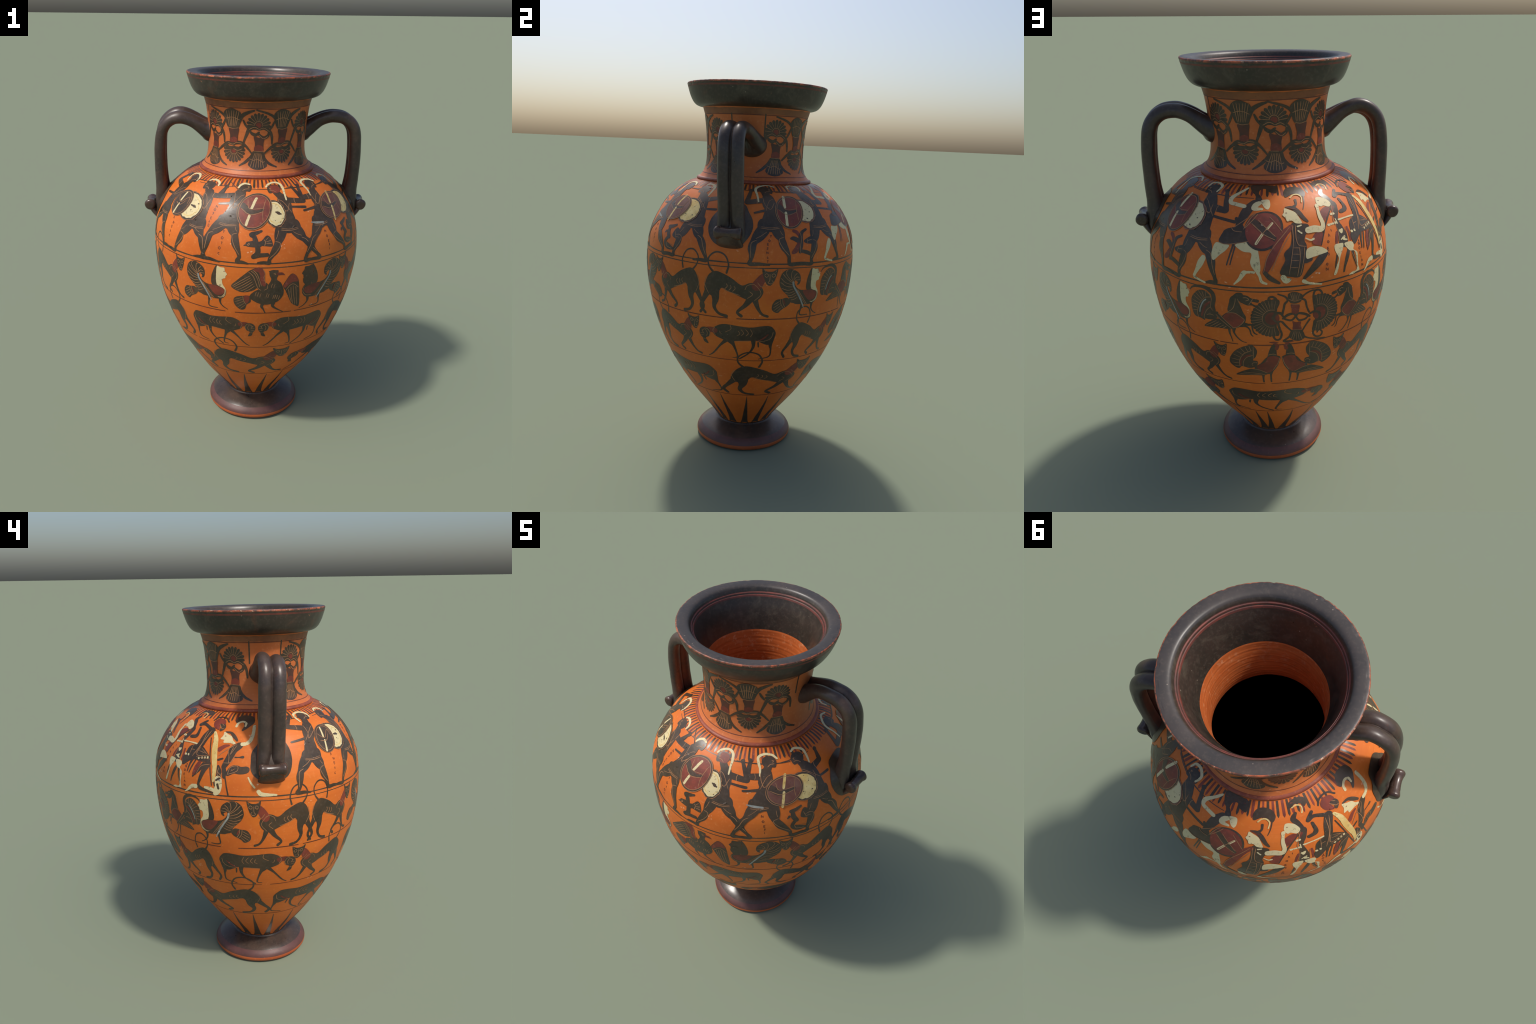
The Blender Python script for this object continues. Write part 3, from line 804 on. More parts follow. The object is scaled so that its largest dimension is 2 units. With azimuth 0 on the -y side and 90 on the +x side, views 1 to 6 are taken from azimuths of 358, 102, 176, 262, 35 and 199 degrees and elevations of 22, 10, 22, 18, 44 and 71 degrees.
def horse_bird():
    return [
        blob('slip', (-18.6, 18.8), (-16.9, 21.5), (-14.1, 23.7), (-10.9, 23.9), (-8.6, 22.3), (-8.1, 20.3), (-8.3, 16.9), (-7.2, 15.2), (-5.3, 14.9), (-6.4, 11.7), (-9.6, 10.5), (-12.0, 10.4), (-12.4, 9.6), (-14.8, 10.3), (-17.3, 10.6), (-18.5, 12.7), (-18.8, 15.7)),
        limb('slip', (-19.1, 22.8, 0.4), (-17.4, 24.5, 0.8), (-14.0, 25.4, 1.2), (-10.4, 25.2, 1.7), (-7.7, 23.5, 2.0), (-7.0, 21.0, 1.9), (-7.6, 17.9, 1.7), (-7.0, 15.5, 1.1)),
        limb('slip', (-6.4, 14.3, 1.7), (-4.3, 12.3, 2.2), (-1.8, 10.3, 2.1), (0.6, 7.9, 1.1)),
        blob('slip', (-12.9, 6.7), (-9.7, 9.6), (-6.0, 11.7), (-2.8, 10.1), (-0.6, 7.7), (-2.7, 7.2), (-5.6, 7.1), (-10.0, 6.6)),
        blob('slip', (-3.6, 13.3), (-1.4, 15.3), (1.2, 16.3), (4.5, 16.7), (6.5, 14.7), (6.7, 12.2), (4.6, 9.3), (1.2, 8.1), (-1.3, 9.0), (-3.1, 11.4)),
        blob('slip', (-0.8, 16.1), (-0.2, 19.9), (0.5, 22.5), (1.9, 23.8), (3.5, 25.0), (5.9, 24.8), (5.5, 22.5), (4.3, 21.2), (4.8, 19.2), (5.8, 16.4), (6.9, 14.1), (6.3, 12.6), (2.8, 14.4)),
        blob('slip', (3.8, 24.2), (5.9, 24.2), (7.9, 23.9), (9.7, 22.8), (12.5, 22.3), (12.3, 21.0), (10.1, 21.4), (9.5, 21.2), (10.0, 20.4), (11.5, 19.6), (10.9, 19.0), (9.5, 19.7), (7.8, 19.6), (6.0, 20.3), (4.5, 21.2)),
        limb('slip', (5.3, 11.1, 1.5), (7.4, 10.4, 1.1), (9.2, 10.3, 0.9), (9.5, 7.9, 0.6), (10.1, 6.3, 0.7), (11.2, 5.6, 0.5)),
        limb('slip', (3.5, 9.6, 1.5), (6.7, 9.5, 0.9), (8.2, 8.0, 0.7), (8.6, 5.7, 0.6), (9.4, 4.6, 0.4)),
        limb('slip', (1.4, 8.0, 1.7), (1.2, 5.9, 0.9), (2.6, 3.3, 0.7), (4.4, 1.6, 0.5), (6.3, 1.0, 0.3)),
        limb('slip', (-0.8, 7.5, 1.3), (-0.8, 5.6, 0.9), (-0.2, 3.1, 0.6), (0.2, 1.0, 0.4)),
        blob('red', (-3.2, 13.1), (-1.2, 15.1), (1.5, 15.5), (4.2, 14.7), (5.8, 12.9), (5.5, 11.2), (3.1, 9.4), (1.0, 8.4), (-0.6, 9.8), (-2.5, 11.7)),
        limb('red', (-13.8, 11.5, 0.8), (-12.8, 14.2, 1.1), (-11.2, 17.2, 1.1), (-9.0, 19.1, 0.9)),
        limb('bluegrey', (-14.6, 13.3, 0.6), (-14.0, 15.6, 0.6), (-12.4, 18.6, 0.6), (-10.9, 20.0, 0.5)),
        line('incised', (-18.4, 18.6), (-14.1, 17.4)),
        line('incised', (-18.6, 16.6), (-15.2, 16.6)),
        line('incised', (-18.6, 15.1), (-15.6, 15.0)),
        line('incised', (-18.4, 13.4), (-15.7, 13.8)),
        line('incised', (-17.4, 20.8), (-13.5, 18.6)),
        line('incised', (-16.3, 22.3), (-12.8, 19.4)),
        line('incised', (-14.6, 23.5), (-12.0, 20.2)),
        line('incised', (-12.7, 23.6), (-11.6, 20.6)),
        line('incised', (-10.9, 23.9), (-10.7, 20.9)),
        line('incised', (-11.1, 23.8), (-9.0, 22.6), (-8.2, 20.5), (-8.8, 16.8), (-7.6, 15.1)),
        line('incised', (-15.6, 10.1), (-15.8, 13.0), (-14.6, 16.8), (-12.5, 19.6), (-10.7, 21.0), (-8.2, 21.6)),
        line('incised', (-12.5, 10.3), (-12.3, 12.1), (-10.7, 15.1), (-8.8, 16.8)),
        line('incised', (-11.1, 12.6), (-9.3, 13.3), (-7.6, 13.0)),
        line('incised', (-6.5, 13.8), (-4.4, 11.6), (0.2, 7.9)),
        line('incised', (-5.4, 14.5), (-2.3, 11.5), (1.0, 8.4)),
        line('incised', (-12.0, 7.0), (-6.5, 10.7)),
        line('incised', (-9.9, 7.0), (-5.3, 10.3)),
        line('incised', (-8.0, 7.0), (-4.3, 9.8)),
        line('incised', (-6.0, 7.2), (-3.1, 9.1)),
        line('incised', (-3.9, 7.2), (-1.9, 8.7)),
        line('incised', (2.8, 22.5), (2.4, 20.2), (1.3, 17.6), (-1.4, 15.3)),
        line('incised', (-1.2, 15.3), (2.1, 15.6), (4.7, 14.1), (6.1, 12.3), (3.4, 9.2), (0.6, 8.1)),
        line('incised', (3.6, 22.4), (4.5, 20.4), (5.7, 19.7)),
        line('incised', (6.0, 23.0), (7.5, 23.1), (8.4, 22.3), (7.1, 21.6)),
        line('incised', (10.1, 22.6), (9.0, 20.9), (8.4, 19.9)),
    ]

def rooster():
    return [
        blob('slip', (1.9, 24.8), (3.7, 24.7), (7.2, 23.2), (10.7, 20.3), (13.1, 15.9), (12.9, 12.4), (9.5, 9.9), (7.5, 11.6), (4.5, 10.8), (1.7, 11.6), (0.1, 13.8), (0.3, 15.6), (2.2, 16.0), (0.7, 18.5), (0.1, 22.0)),
        blob('slip', (-10.2, 18.2), (-7.2, 19.1), (-4.0, 17.8), (-1.2, 14.1), (1.7, 11.6), (0.7, 8.5), (-3.0, 7.0), (-5.6, 7.5), (-8.5, 11.8), (-9.7, 15.1)),
        limb('slip', (-6.4, 16.4, 4.6), (-6.9, 20.7, 3.6), (-7.4, 23.6, 2.4), (-7.9, 24.9, 1.8)),
        blob('slip', (-4.4, 7.8), (-1.3, 9.0), (2.5, 10.4), (7.2, 8.4), (11.0, 5.3), (7.3, 5.4), (2.3, 6.1), (-2.3, 6.1)),
        limb('slip', (-5.8, 9.0, 1.9), (-5.5, 6.0, 0.9), (-5.5, 1.3, 0.8)),
        limb('slip', (-2.1, 7.3, 1.6), (-1.9, 4.2, 0.9), (-2.0, 1.1, 0.8)),
        blob('red', (-9.7, 17.3), (-7.2, 18.7), (-4.7, 18.1), (-3.2, 15.0), (0.7, 11.9), (-0.8, 9.9), (-3.8, 8.1), (-6.1, 9.0), (-8.3, 12.7)),
        limb('red', (-8.7, 23.0, 1.8), (-9.2, 24.6, 1.5), (-8.2, 25.5, 1.2)),
        limb('red', (-5.8, 26.5, 0.4), (-7.7, 26.4, 0.9), (-9.5, 26.2, 0.4)),
        limb('red', (3.2, 19.1, 0.7), (5.7, 18.0, 0.9), (7.7, 15.2, 0.8), (8.2, 11.9, 0.6)),
        line('incised', (1.7, 24.0), (2.0, 16.5)),
        line('incised', (2.3, 21.9), (6.2, 19.6), (8.4, 15.4), (8.6, 11.2)),
        line('incised', (1.9, 19.1), (5.1, 17.4), (6.8, 14.2), (7.0, 10.4)),
        line('incised', (2.7, 21.4), (3.6, 24.4)),
        line('incised', (4.1, 20.8), (5.4, 23.9)),
        line('incised', (5.3, 19.9), (7.6, 22.7)),
        line('incised', (6.5, 18.7), (9.5, 20.9)),
        line('incised', (7.5, 17.1), (11.4, 18.8)),
        line('incised', (8.2, 15.5), (12.7, 16.1)),
        line('incised', (8.7, 13.5), (12.3, 13.5)),
        line('incised', (8.7, 11.7), (11.1, 11.7)),
        line('incised', (-8.5, 19.7), (-6.7, 19.9), (-4.8, 19.4)),
        line('incised', (-10.1, 17.7), (-9.0, 14.1), (-6.5, 9.6)),
        line('incised', (-4.1, 7.7), (0.2, 10.1), (4.2, 10.4)),
        line('incised', (-3.0, 6.7), (2.1, 7.6), (7.7, 7.5)),
        line('incised', (-1.0, 6.5), (4.0, 6.6), (9.4, 6.1)),
        line('incised', (0.1, 14.3), (1.3, 14.9), (2.8, 13.6), (2.3, 12.4)),
    ]

def eagle():
    return [
        blob('slip', (-18.5, 15.1), (-15.1, 18.8), (-11.5, 21.9), (-8.5, 24.2), (-6.0, 25.2), (-3.0, 25.4), (-1.0, 23.8), (-0.4, 21.1), (-0.3, 18.3), (1.2, 16.6), (-1.2, 13.5), (-3.0, 13.2), (-4.6, 14.7), (-6.3, 13.5), (-9.9, 12.4), (-14.0, 12.4)),
        blob('slip', (-8.6, 9.6), (-6.3, 12.6), (-2.8, 14.4), (0.7, 16.1), (2.2, 17.7), (2.9, 19.6), (2.0, 21.6), (2.1, 23.5), (4.3, 24.2), (6.4, 23.8), (6.6, 21.4), (6.0, 20.0), (6.3, 18.9), (8.2, 17.4), (9.6, 14.4), (10.0, 11.4), (8.8, 8.6), (6.2, 6.4), (1.6, 5.1), (-2.1, 5.5), (-5.7, 7.0)),
        blob('slip', (9.5, 15.5), (11.3, 18.7), (13.1, 21.1), (15.0, 21.7), (17.3, 19.7), (18.6, 15.5), (19.4, 3.3), (16.8, 3.3), (14.4, 5.4), (12.2, 10.0), (11.0, 12.5)),
        blob('slip', (-8.6, 10.2), (-11.9, 10.1), (-15.0, 9.6), (-16.9, 8.2), (-16.9, 5.8), (-15.5, 3.5), (-13.1, 1.8), (-10.8, 2.4), (-9.8, 5.0), (-7.7, 6.9)),
        limb('slip', (1.8, 23.6, 0.5), (3.6, 24.0, 0.8), (6.2, 23.6, 1.3)),
        limb('slip', (-1.3, 5.8, 2.1), (-1.8, 4.0, 1.5), (-0.9, 2.4, 0.9), (0.2, 0.1, 0.6)),
        limb('slip', (4.4, 5.9, 2.3), (4.2, 4.1, 1.5), (6.4, 2.3, 0.9), (10.0, 0.2, 0.5)),
        limb('red', (-5.7, 24.6, 1.5), (-3.0, 24.4, 2.8), (-1.7, 21.7, 2.5), (-1.9, 18.3, 2.5), (-0.6, 16.6, 1.8)),
        blob('red', (9.8, 15.5), (11.3, 18.2), (13.1, 20.8), (15.0, 21.5), (17.3, 19.7), (17.9, 17.3), (14.9, 17.2), (12.2, 15.5), (10.7, 14.3)),
        limb('red', (6.4, 22.2, 1.5), (8.5, 22.2, 1.3), (10.1, 21.6, 0.4)),
        blob('red', (-11.6, 10.0), (-8.8, 10.2), (-8.5, 7.8), (-9.8, 5.6), (-10.8, 7.0)),
        line('incised', (-9.2, 23.4), (-7.0, 21.6), (-5.4, 18.3), (-4.1, 14.9), (-2.5, 13.5)),
        line('incised', (-8.0, 24.1), (-5.7, 22.2), (-4.1, 18.9), (-3.1, 15.2)),
        line('incised', (-7.0, 24.5), (-4.7, 22.5), (-3.4, 19.5), (-2.1, 15.8)),
        line('incised', (-1.5, 24.9), (-0.4, 22.5), (-0.9, 20.3), (0.2, 16.9)),
        line('incised', (-8.2, 21.5), (-13.3, 18.4), (-17.9, 15.1)),
        line('incised', (-7.9, 20.4), (-12.7, 17.4), (-17.4, 14.5)),
        line('incised', (-7.4, 19.4), (-12.0, 16.3), (-16.4, 13.9)),
        line('incised', (-6.9, 18.3), (-11.4, 15.2), (-15.0, 13.2)),
        line('incised', (-6.4, 17.2), (-10.2, 14.4), (-13.2, 12.8)),
        line('incised', (-5.9, 15.8), (-8.9, 13.7), (-11.4, 12.5)),
        line('incised', (11.0, 12.8), (13.3, 15.4), (15.5, 16.0), (18.4, 13.8)),
        line('incised', (12.6, 13.5), (13.4, 9.2), (14.7, 5.7)),
        line('incised', (13.9, 14.5), (14.4, 9.7), (15.6, 4.3)),
        line('incised', (15.1, 14.9), (15.8, 9.5), (16.8, 3.6)),
        line('incised', (16.7, 14.6), (17.3, 9.3), (17.9, 3.6)),
        line('incised', (-12.2, 9.9), (-11.4, 7.0), (-10.0, 4.9)),
        line('incised', (-16.6, 7.7), (-12.7, 9.0)),
        line('incised', (-16.5, 6.2), (-12.1, 8.1)),
        line('incised', (-15.8, 4.7), (-11.6, 7.0)),
        line('incised', (-14.7, 3.3), (-11.1, 5.8)),
        line('incised', (-13.4, 2.3), (-10.7, 4.7)),
        line('incised', (-4.8, 12.6), (-5.2, 11.5), (-5.5, 10.3)),
        line('incised', (-3.5, 12.4), (-3.9, 11.2), (-4.2, 10.0)),
        line('incised', (-2.2, 11.8), (-2.7, 10.6), (-2.9, 9.4)),
        line('incised', (1.1, 11.7), (0.7, 10.6), (0.4, 9.4)),
        line('incised', (2.1, 11.4), (1.7, 10.3), (1.4, 9.1)),
        line('incised', (4.8, 10.7), (4.3, 9.5), (4.1, 8.4)),
        line('incised', (5.8, 10.8), (5.4, 9.6), (5.1, 8.4)),
        line('incised', (6.8, 10.6), (6.4, 9.4), (6.1, 8.2)),
        line('incised', (7.9, 10.2), (7.5, 9.0), (7.2, 7.8)),
        line('incised', (3.8, 17.1), (3.3, 16.0), (3.1, 14.8)),
        line('incised', (5.1, 16.7), (4.6, 15.6), (4.4, 14.5)),
        line('incised', (1.0, 16.3), (1.0, 14.6), (-0.7, 13.5)),
        line('incised', (4.1, 22.6), (5.4, 22.2), (4.7, 21.9)),
    ]

def amazon_striding():    # anchored at azimuth 166.0
    return 166.0, [
        blob('slip', (-1.0, 45.8), (2.2, 46.6), (9.5, 45.4), (10.6, 40.9), (9.0, 40.8), (7.2, 41.7), (5.7, 43.4), (4.0, 43.1), (3.4, 41.5), (3.4, 39.6), (0.8, 41.0)),
        limb('slip', (3.4, 39.6, 1.2), (3.8, 37.7, 2.6), (4.8, 36.3, 1.7)),
        limb('slip', (2.3, 35.6, 3.2), (-0.3, 31.4, 4.3), (-2.7, 25.1, 2.6)),
        blob('slip', (-9.3, 21.2), (-8.2, 22.9), (-4.7, 24.2), (-0.2, 24.0), (3.2, 18.9), (-3.1, 17.3), (-7.9, 17.0), (-10.6, 17.9)),
        limb('slip', (-4.0, 28.0, 1.4), (-2.5, 25.7, 2.3), (-0.0, 22.3, 1.7)),
        limb('slip', (-4.0, 17.4, 1.0), (-5.2, 13.3, 0.7), (-6.5, 8.6, 0.6)),
        limb('slip', (-3.3, 16.6, 0.7), (-4.0, 13.4, 0.6), (-5.1, 8.8, 0.5)),
        limb('white', (-1.5, 33.8, 1.8), (-4.7, 34.5, 1.8), (-7.6, 35.2, 1.9), (-7.4, 37.7, 1.8), (-4.8, 40.4, 1.3), (-3.0, 42.2, 1.2), (-1.6, 43.8, 0.9)),
        blob('white', (5.0, 36.7), (6.7, 37.3), (8.4, 36.9), (9.1, 34.2), (8.6, 32.5), (7.3, 32.9), (6.2, 34.2)),
        limb('white', (4.6, 35.6, 2.0), (3.3, 34.6, 2.6), (2.7, 32.9, 2.0), (5.9, 32.6, 1.1)),
        blob('white', (-11.7, 17.2), (-8.5, 16.8), (-5.9, 16.6), (-7.1, 14.5), (-9.7, 12.3), (-12.3, 9.9), (-13.4, 11.2), (-13.2, 14.1)),
        limb('white', (-17.2, 10.1, 2.3), (-18.8, 7.5, 2.8), (-20.5, 4.4, 1.6), (-21.9, 1.7, 1.3), (-20.4, 0.8, 1.0), (-16.5, -0.3, 0.8)),
        blob('white', (-3.4, 16.9), (0.1, 18.1), (3.5, 18.6), (5.6, 17.0), (6.3, 14.5), (7.1, 10.8), (7.5, 7.4), (6.7, 5.6), (4.9, 7.1), (3.3, 9.9), (3.5, 13.8), (0.0, 14.5)),
        limb('white', (6.3, 6.2, 1.2), (7.2, 4.8, 1.1), (8.0, 2.4, 1.2), (10.0, 1.4, 0.9)),
        limb('white', (4.9, 6.2, 1.0), (2.0, 6.2, 1.1), (0.6, 5.7, 2.0), (-0.9, 3.3, 1.4), (-3.3, 0.8, 0.6)),
        disc('slip', (7.7, 23.2, 8.0, 8.4)),
        disc('red', (7.5, 23.3, 7.2, 7.5)),
        limb('slip', (3.1, 27.1, 2.6), (7.8, 23.3, 2.3), (12.9, 19.4, 1.7)),
        limb('white', (10.9, 26.2, 0.9), (9.2, 23.9, 1.0)),
        limb('white', (7.4, 21.6, 1.1), (5.2, 17.8, 1.1)),
        line('incised', (0.0, 24.0), (3.0, 27.7), (4.7, 30.3)),
        line('incised', (2.6, 26.2), (8.0, 21.6), (12.7, 19.2)),
        line('incised', (5.0, 27.8), (10.1, 23.0), (12.8, 20.6)),
        line('incised', (9.5, 29.0), (12.0, 26.5), (15.6, 22.2)),
        line('incised', (10.9, 26.5), (7.9, 22.4), (5.2, 17.5)),
        line('incised', (-4.7, 24.0), (-0.6, 27.3), (3.6, 30.9)),
        line('incised', (-0.5, 23.4), (1.9, 28.3), (3.7, 30.3)),
        line('incised', (-10.4, 17.5), (-7.6, 16.9), (-3.1, 17.6), (2.0, 18.6)),
        line('incised', (-5.6, 23.9), (-4.2, 22.6), (-0.9, 22.4)),
    ]

def amazon_kneeling():    # anchored at azimuth 190.0
    return 190.0, [
        blob('slip', (-1.7, 41.1), (-0.2, 43.1), (2.7, 43.7), (5.9, 42.4), (7.4, 39.9), (6.9, 37.7), (5.9, 37.5), (4.1, 39.1), (1.7, 39.4), (-1.1, 38.0), (-1.9, 38.8)),
        limb('slip', (6.2, 37.9, 0.6), (5.8, 34.3, 0.5), (4.8, 31.4, 0.3)),
        limb('slip', (2.3, 36.2, 1.2), (2.2, 34.1, 0.9), (0.9, 32.9, 1.4)),
        limb('slip', (-2.4, 33.1, 0.4), (0.2, 32.6, 1.7), (2.2, 30.8, 2.0), (4.1, 27.7, 1.7), (5.7, 25.9, 0.9)),
        blob('slip', (-1.4, 25.5), (2.4, 25.4), (5.9, 24.2), (4.3, 21.0), (3.1, 18.2), (3.8, 15.6), (2.5, 10.6), (0.3, 3.9), (-4.1, 4.0), (-8.0, 5.2), (-7.5, 7.7), (-5.7, 10.8), (-5.9, 13.6), (-3.0, 16.5), (-1.9, 20.2)),
        limb('slip', (11.7, 11.8, 2.6), (8.2, 8.7, 3.4), (4.6, 5.4, 2.3), (1.8, 2.8, 1.3)),
        limb('slip', (2.7, 10.0, 2.3), (4.9, 10.3, 1.7)),
        limb('red', (-1.6, 24.3, 2.0), (-5.2, 21.3, 2.8), (-9.1, 15.5, 3.1), (-12.2, 9.9, 2.8), (-14.2, 6.2, 2.0)),
        limb('slip', (-14.2, 5.9, 1.7), (-12.1, 3.6, 2.0), (-8.7, 1.6, 1.1)),
        blob('red', (12.2, 29.3), (14.7, 30.8), (17.1, 30.0), (15.6, 27.4), (13.3, 25.0), (12.3, 26.8)),
        blob('red', (7.3, 19.7), (9.4, 20.6), (11.9, 19.6), (10.8, 17.4), (9.9, 15.3), (6.5, 16.4)),
        limb('slip', (17.8, 29.8, 0.6), (14.5, 25.1, 0.8), (12.4, 20.7, 0.6), (10.2, 15.2, 0.5)),
        blob('white', (-3.0, 32.6), (-1.2, 31.8), (1.2, 30.2), (2.7, 26.9), (3.0, 25.3), (0.4, 25.6), (-0.9, 26.8), (-2.8, 26.7), (-3.3, 28.1), (-4.3, 29.5), (-3.6, 30.6)),
        limb('white', (5.2, 22.1, 2.6), (8.1, 22.3, 2.9), (11.2, 21.8, 2.4), (12.3, 23.7, 1.9), (11.4, 27.5, 1.6), (11.2, 30.8, 1.3), (11.2, 32.1, 1.9)),
        blob('white', (3.6, 14.4), (7.0, 15.3), (10.4, 14.3), (12.8, 12.3), (9.7, 11.6), (5.9, 11.0), (3.1, 10.8)),
        limb('white', (1.4, 1.6, 1.7), (3.8, 0.4, 1.0), (9.1, -0.8, 0.6)),
        limb('white', (-7.0, 3.9, 2.3), (-5.9, 2.4, 2.3), (-4.4, 2.8, 1.4)),
        limb('white', (3.8, 18.9, 0.5), (5.8, 17.9, 0.7), (7.1, 18.3, 0.9)),
        limb('ochre', (0.3, 37.5, 0.6), (1.8, 38.8, 0.6), (3.7, 38.9, 0.6), (5.2, 37.3, 0.6), (4.8, 34.8, 0.5)),
        limb('white', (1.0, 24.1, 0.7), (2.6, 24.5, 0.6)),
        limb('white', (1.0, 22.3, 0.7), (2.3, 21.2, 0.7)),
        line('incised', (-1.2, 24.8), (-1.4, 20.1), (-1.9, 16.4), (-4.6, 4.9)),
        line('incised', (0.2, 24.7), (-0.3, 19.5), (0.5, 16.5), (3.6, 15.6)),
        line('incised', (0.6, 15.6), (0.4, 10.8), (-1.2, 4.0)),
        line('incised', (-1.8, 15.6), (0.8, 15.3)),
        line('incised', (-2.3, 13.1), (0.5, 12.8)),
        line('incised', (-3.1, 10.6), (-0.1, 10.3)),
        line('incised', (-3.6, 7.8), (-0.7, 7.5)),
        line('incised', (2.7, 15.4), (1.9, 10.7), (0.0, 4.2)),
        line('incised', (-2.2, 24.3), (-11.8, 13.9), (-14.8, 6.2)),
        line('incised', (-2.0, 21.9), (-7.9, 13.7), (-11.6, 6.8)),
        line('red', (-3.0, 30.4), (-2.3, 30.3)),
        line('red', (-2.1, 32.9), (2.4, 31.4)),
    ]

def amazon_standing():    # anchored at azimuth 214.0
    return 214.0, [
        blob('slip', (-2.2, 44.1), (1.0, 45.7), (4.4, 45.0), (5.6, 42.7), (4.1, 41.0), (3.0, 42.6), (0.6, 43.3), (-2.3, 41.9)),
        limb('slip', (-0.2, 39.5, 1.4), (-1.7, 37.3, 2.4), (-0.3, 35.2, 2.2), (1.1, 32.5, 1.6), (1.3, 31.1, 0.8)),
        limb('slip', (1.3, 31.1, 3.2), (0.2, 28.2, 3.5), (-0.9, 24.8, 2.1), (-0.9, 21.3, 2.4)),
        limb('slip', (-0.9, 21.3, 2.9), (-0.7, 17.6, 4.5), (-1.2, 14.7, 5.1)),
        limb('slip', (6.5, 29.1, 1.6), (4.6, 27.1, 1.4), (2.7, 27.3, 1.3)),
        limb('slip', (0.5, 10.7, 1.6), (-0.9, 8.0, 1.9), (-2.6, 4.5, 1.2), (-3.3, 2.2, 0.9)),
        limb('slip', (2.5, 9.7, 1.3), (3.0, 6.5, 1.2), (4.3, 2.7, 0.5)),
        limb('slip', (-6.1, 9.7, 0.8), (-6.9, 7.2, 0.9), (-7.6, 4.9, 0.5)),
        limb('red', (-3.0, 19.0, 1.2), (-4.1, 17.0, 1.3), (-4.9, 14.7, 1.1)),
        limb('red', (2.9, 19.9, 1.1), (3.1, 16.7, 1.2), (2.9, 14.5, 0.9)),
        limb('red', (-4.1, 29.7, 1.6), (-5.9, 27.6, 2.1), (-7.2, 25.5, 1.3)),
        limb('red', (0.3, 30.0, 1.1), (-1.0, 28.5, 1.1)),
        limb('slip', (-0.9, 31.0, 0.5), (-5.2, 25.7, 0.5), (-9.3, 20.8, 0.4), (-12.4, 15.8, 0.3)),
        blob('white', (-5.2, 36.1), (-2.8, 35.7), (-0.9, 34.3), (0.1, 32.0), (-1.6, 30.5), (-4.0, 31.6), (-5.4, 31.4), (-6.3, 32.6), (-6.4, 34.1)),
        limb('white', (-1.8, 23.1, 1.1), (-4.3, 22.9, 0.8), (-5.9, 22.8, 1.1)),
        blob('white', (-6.1, 14.1), (-3.4, 14.3), (-1.6, 13.9), (-2.6, 11.7), (-4.3, 9.4), (-5.2, 7.4), (-6.0, 4.8), (-7.3, 2.0), (-8.6, 2.0), (-7.1, 5.3), (-5.5, 8.3), (-6.5, 11.7)),
        blob('white', (-1.1, 13.7), (3.0, 13.7), (4.0, 12.0), (3.2, 10.3), (5.1, 8.7), (5.2, 6.1), (5.0, 3.1), (5.7, 0.6), (3.8, 0.3), (1.4, -0.2), (-0.8, 0.1), (1.4, 0.9), (4.0, 1.3), (4.2, 6.1), (3.6, 9.4), (0.8, 10.4)),
        limb('ochre', (-1.0, 42.2, 0.5), (0.9, 42.8, 0.6), (2.8, 41.8, 0.5), (3.0, 40.2, 0.6), (2.5, 39.0, 0.7)),
        limb('white', (-1.8, 19.3, 0.6), (-0.1, 19.7, 0.8), (-1.0, 18.5, 0.9), (-1.6, 19.8, 0.5)),
        limb('white', (-2.2, 15.7, 0.5), (-0.0, 16.6, 0.9), (-0.8, 15.7, 1.1), (0.8, 15.0, 0.6)),
        limb('white', (-2.5, 27.1, 1.1), (-1.1, 27.1, 1.0)),
        limb('white', (-1.5, 24.7, 0.5), (-1.3, 22.6, 0.5)),
        limb('white', (0.4, 23.9, 0.8), (4.8, 24.1, 0.4), (9.1, 23.9, 0.8)),
        line('incised', (-2.2, 20.8), (-3.3, 14.6)),
        line('incised', (2.0, 20.4), (1.4, 14.6)),
        line('incised', (-0.1, 31.1), (-2.7, 24.6), (-2.4, 21.7)),
        line('red', (-5.3, 34.5), (-4.6, 34.4)),
        line('incised', (1.7, 9.6), (3.3, 5.5), (4.5, 2.1)),
    ]

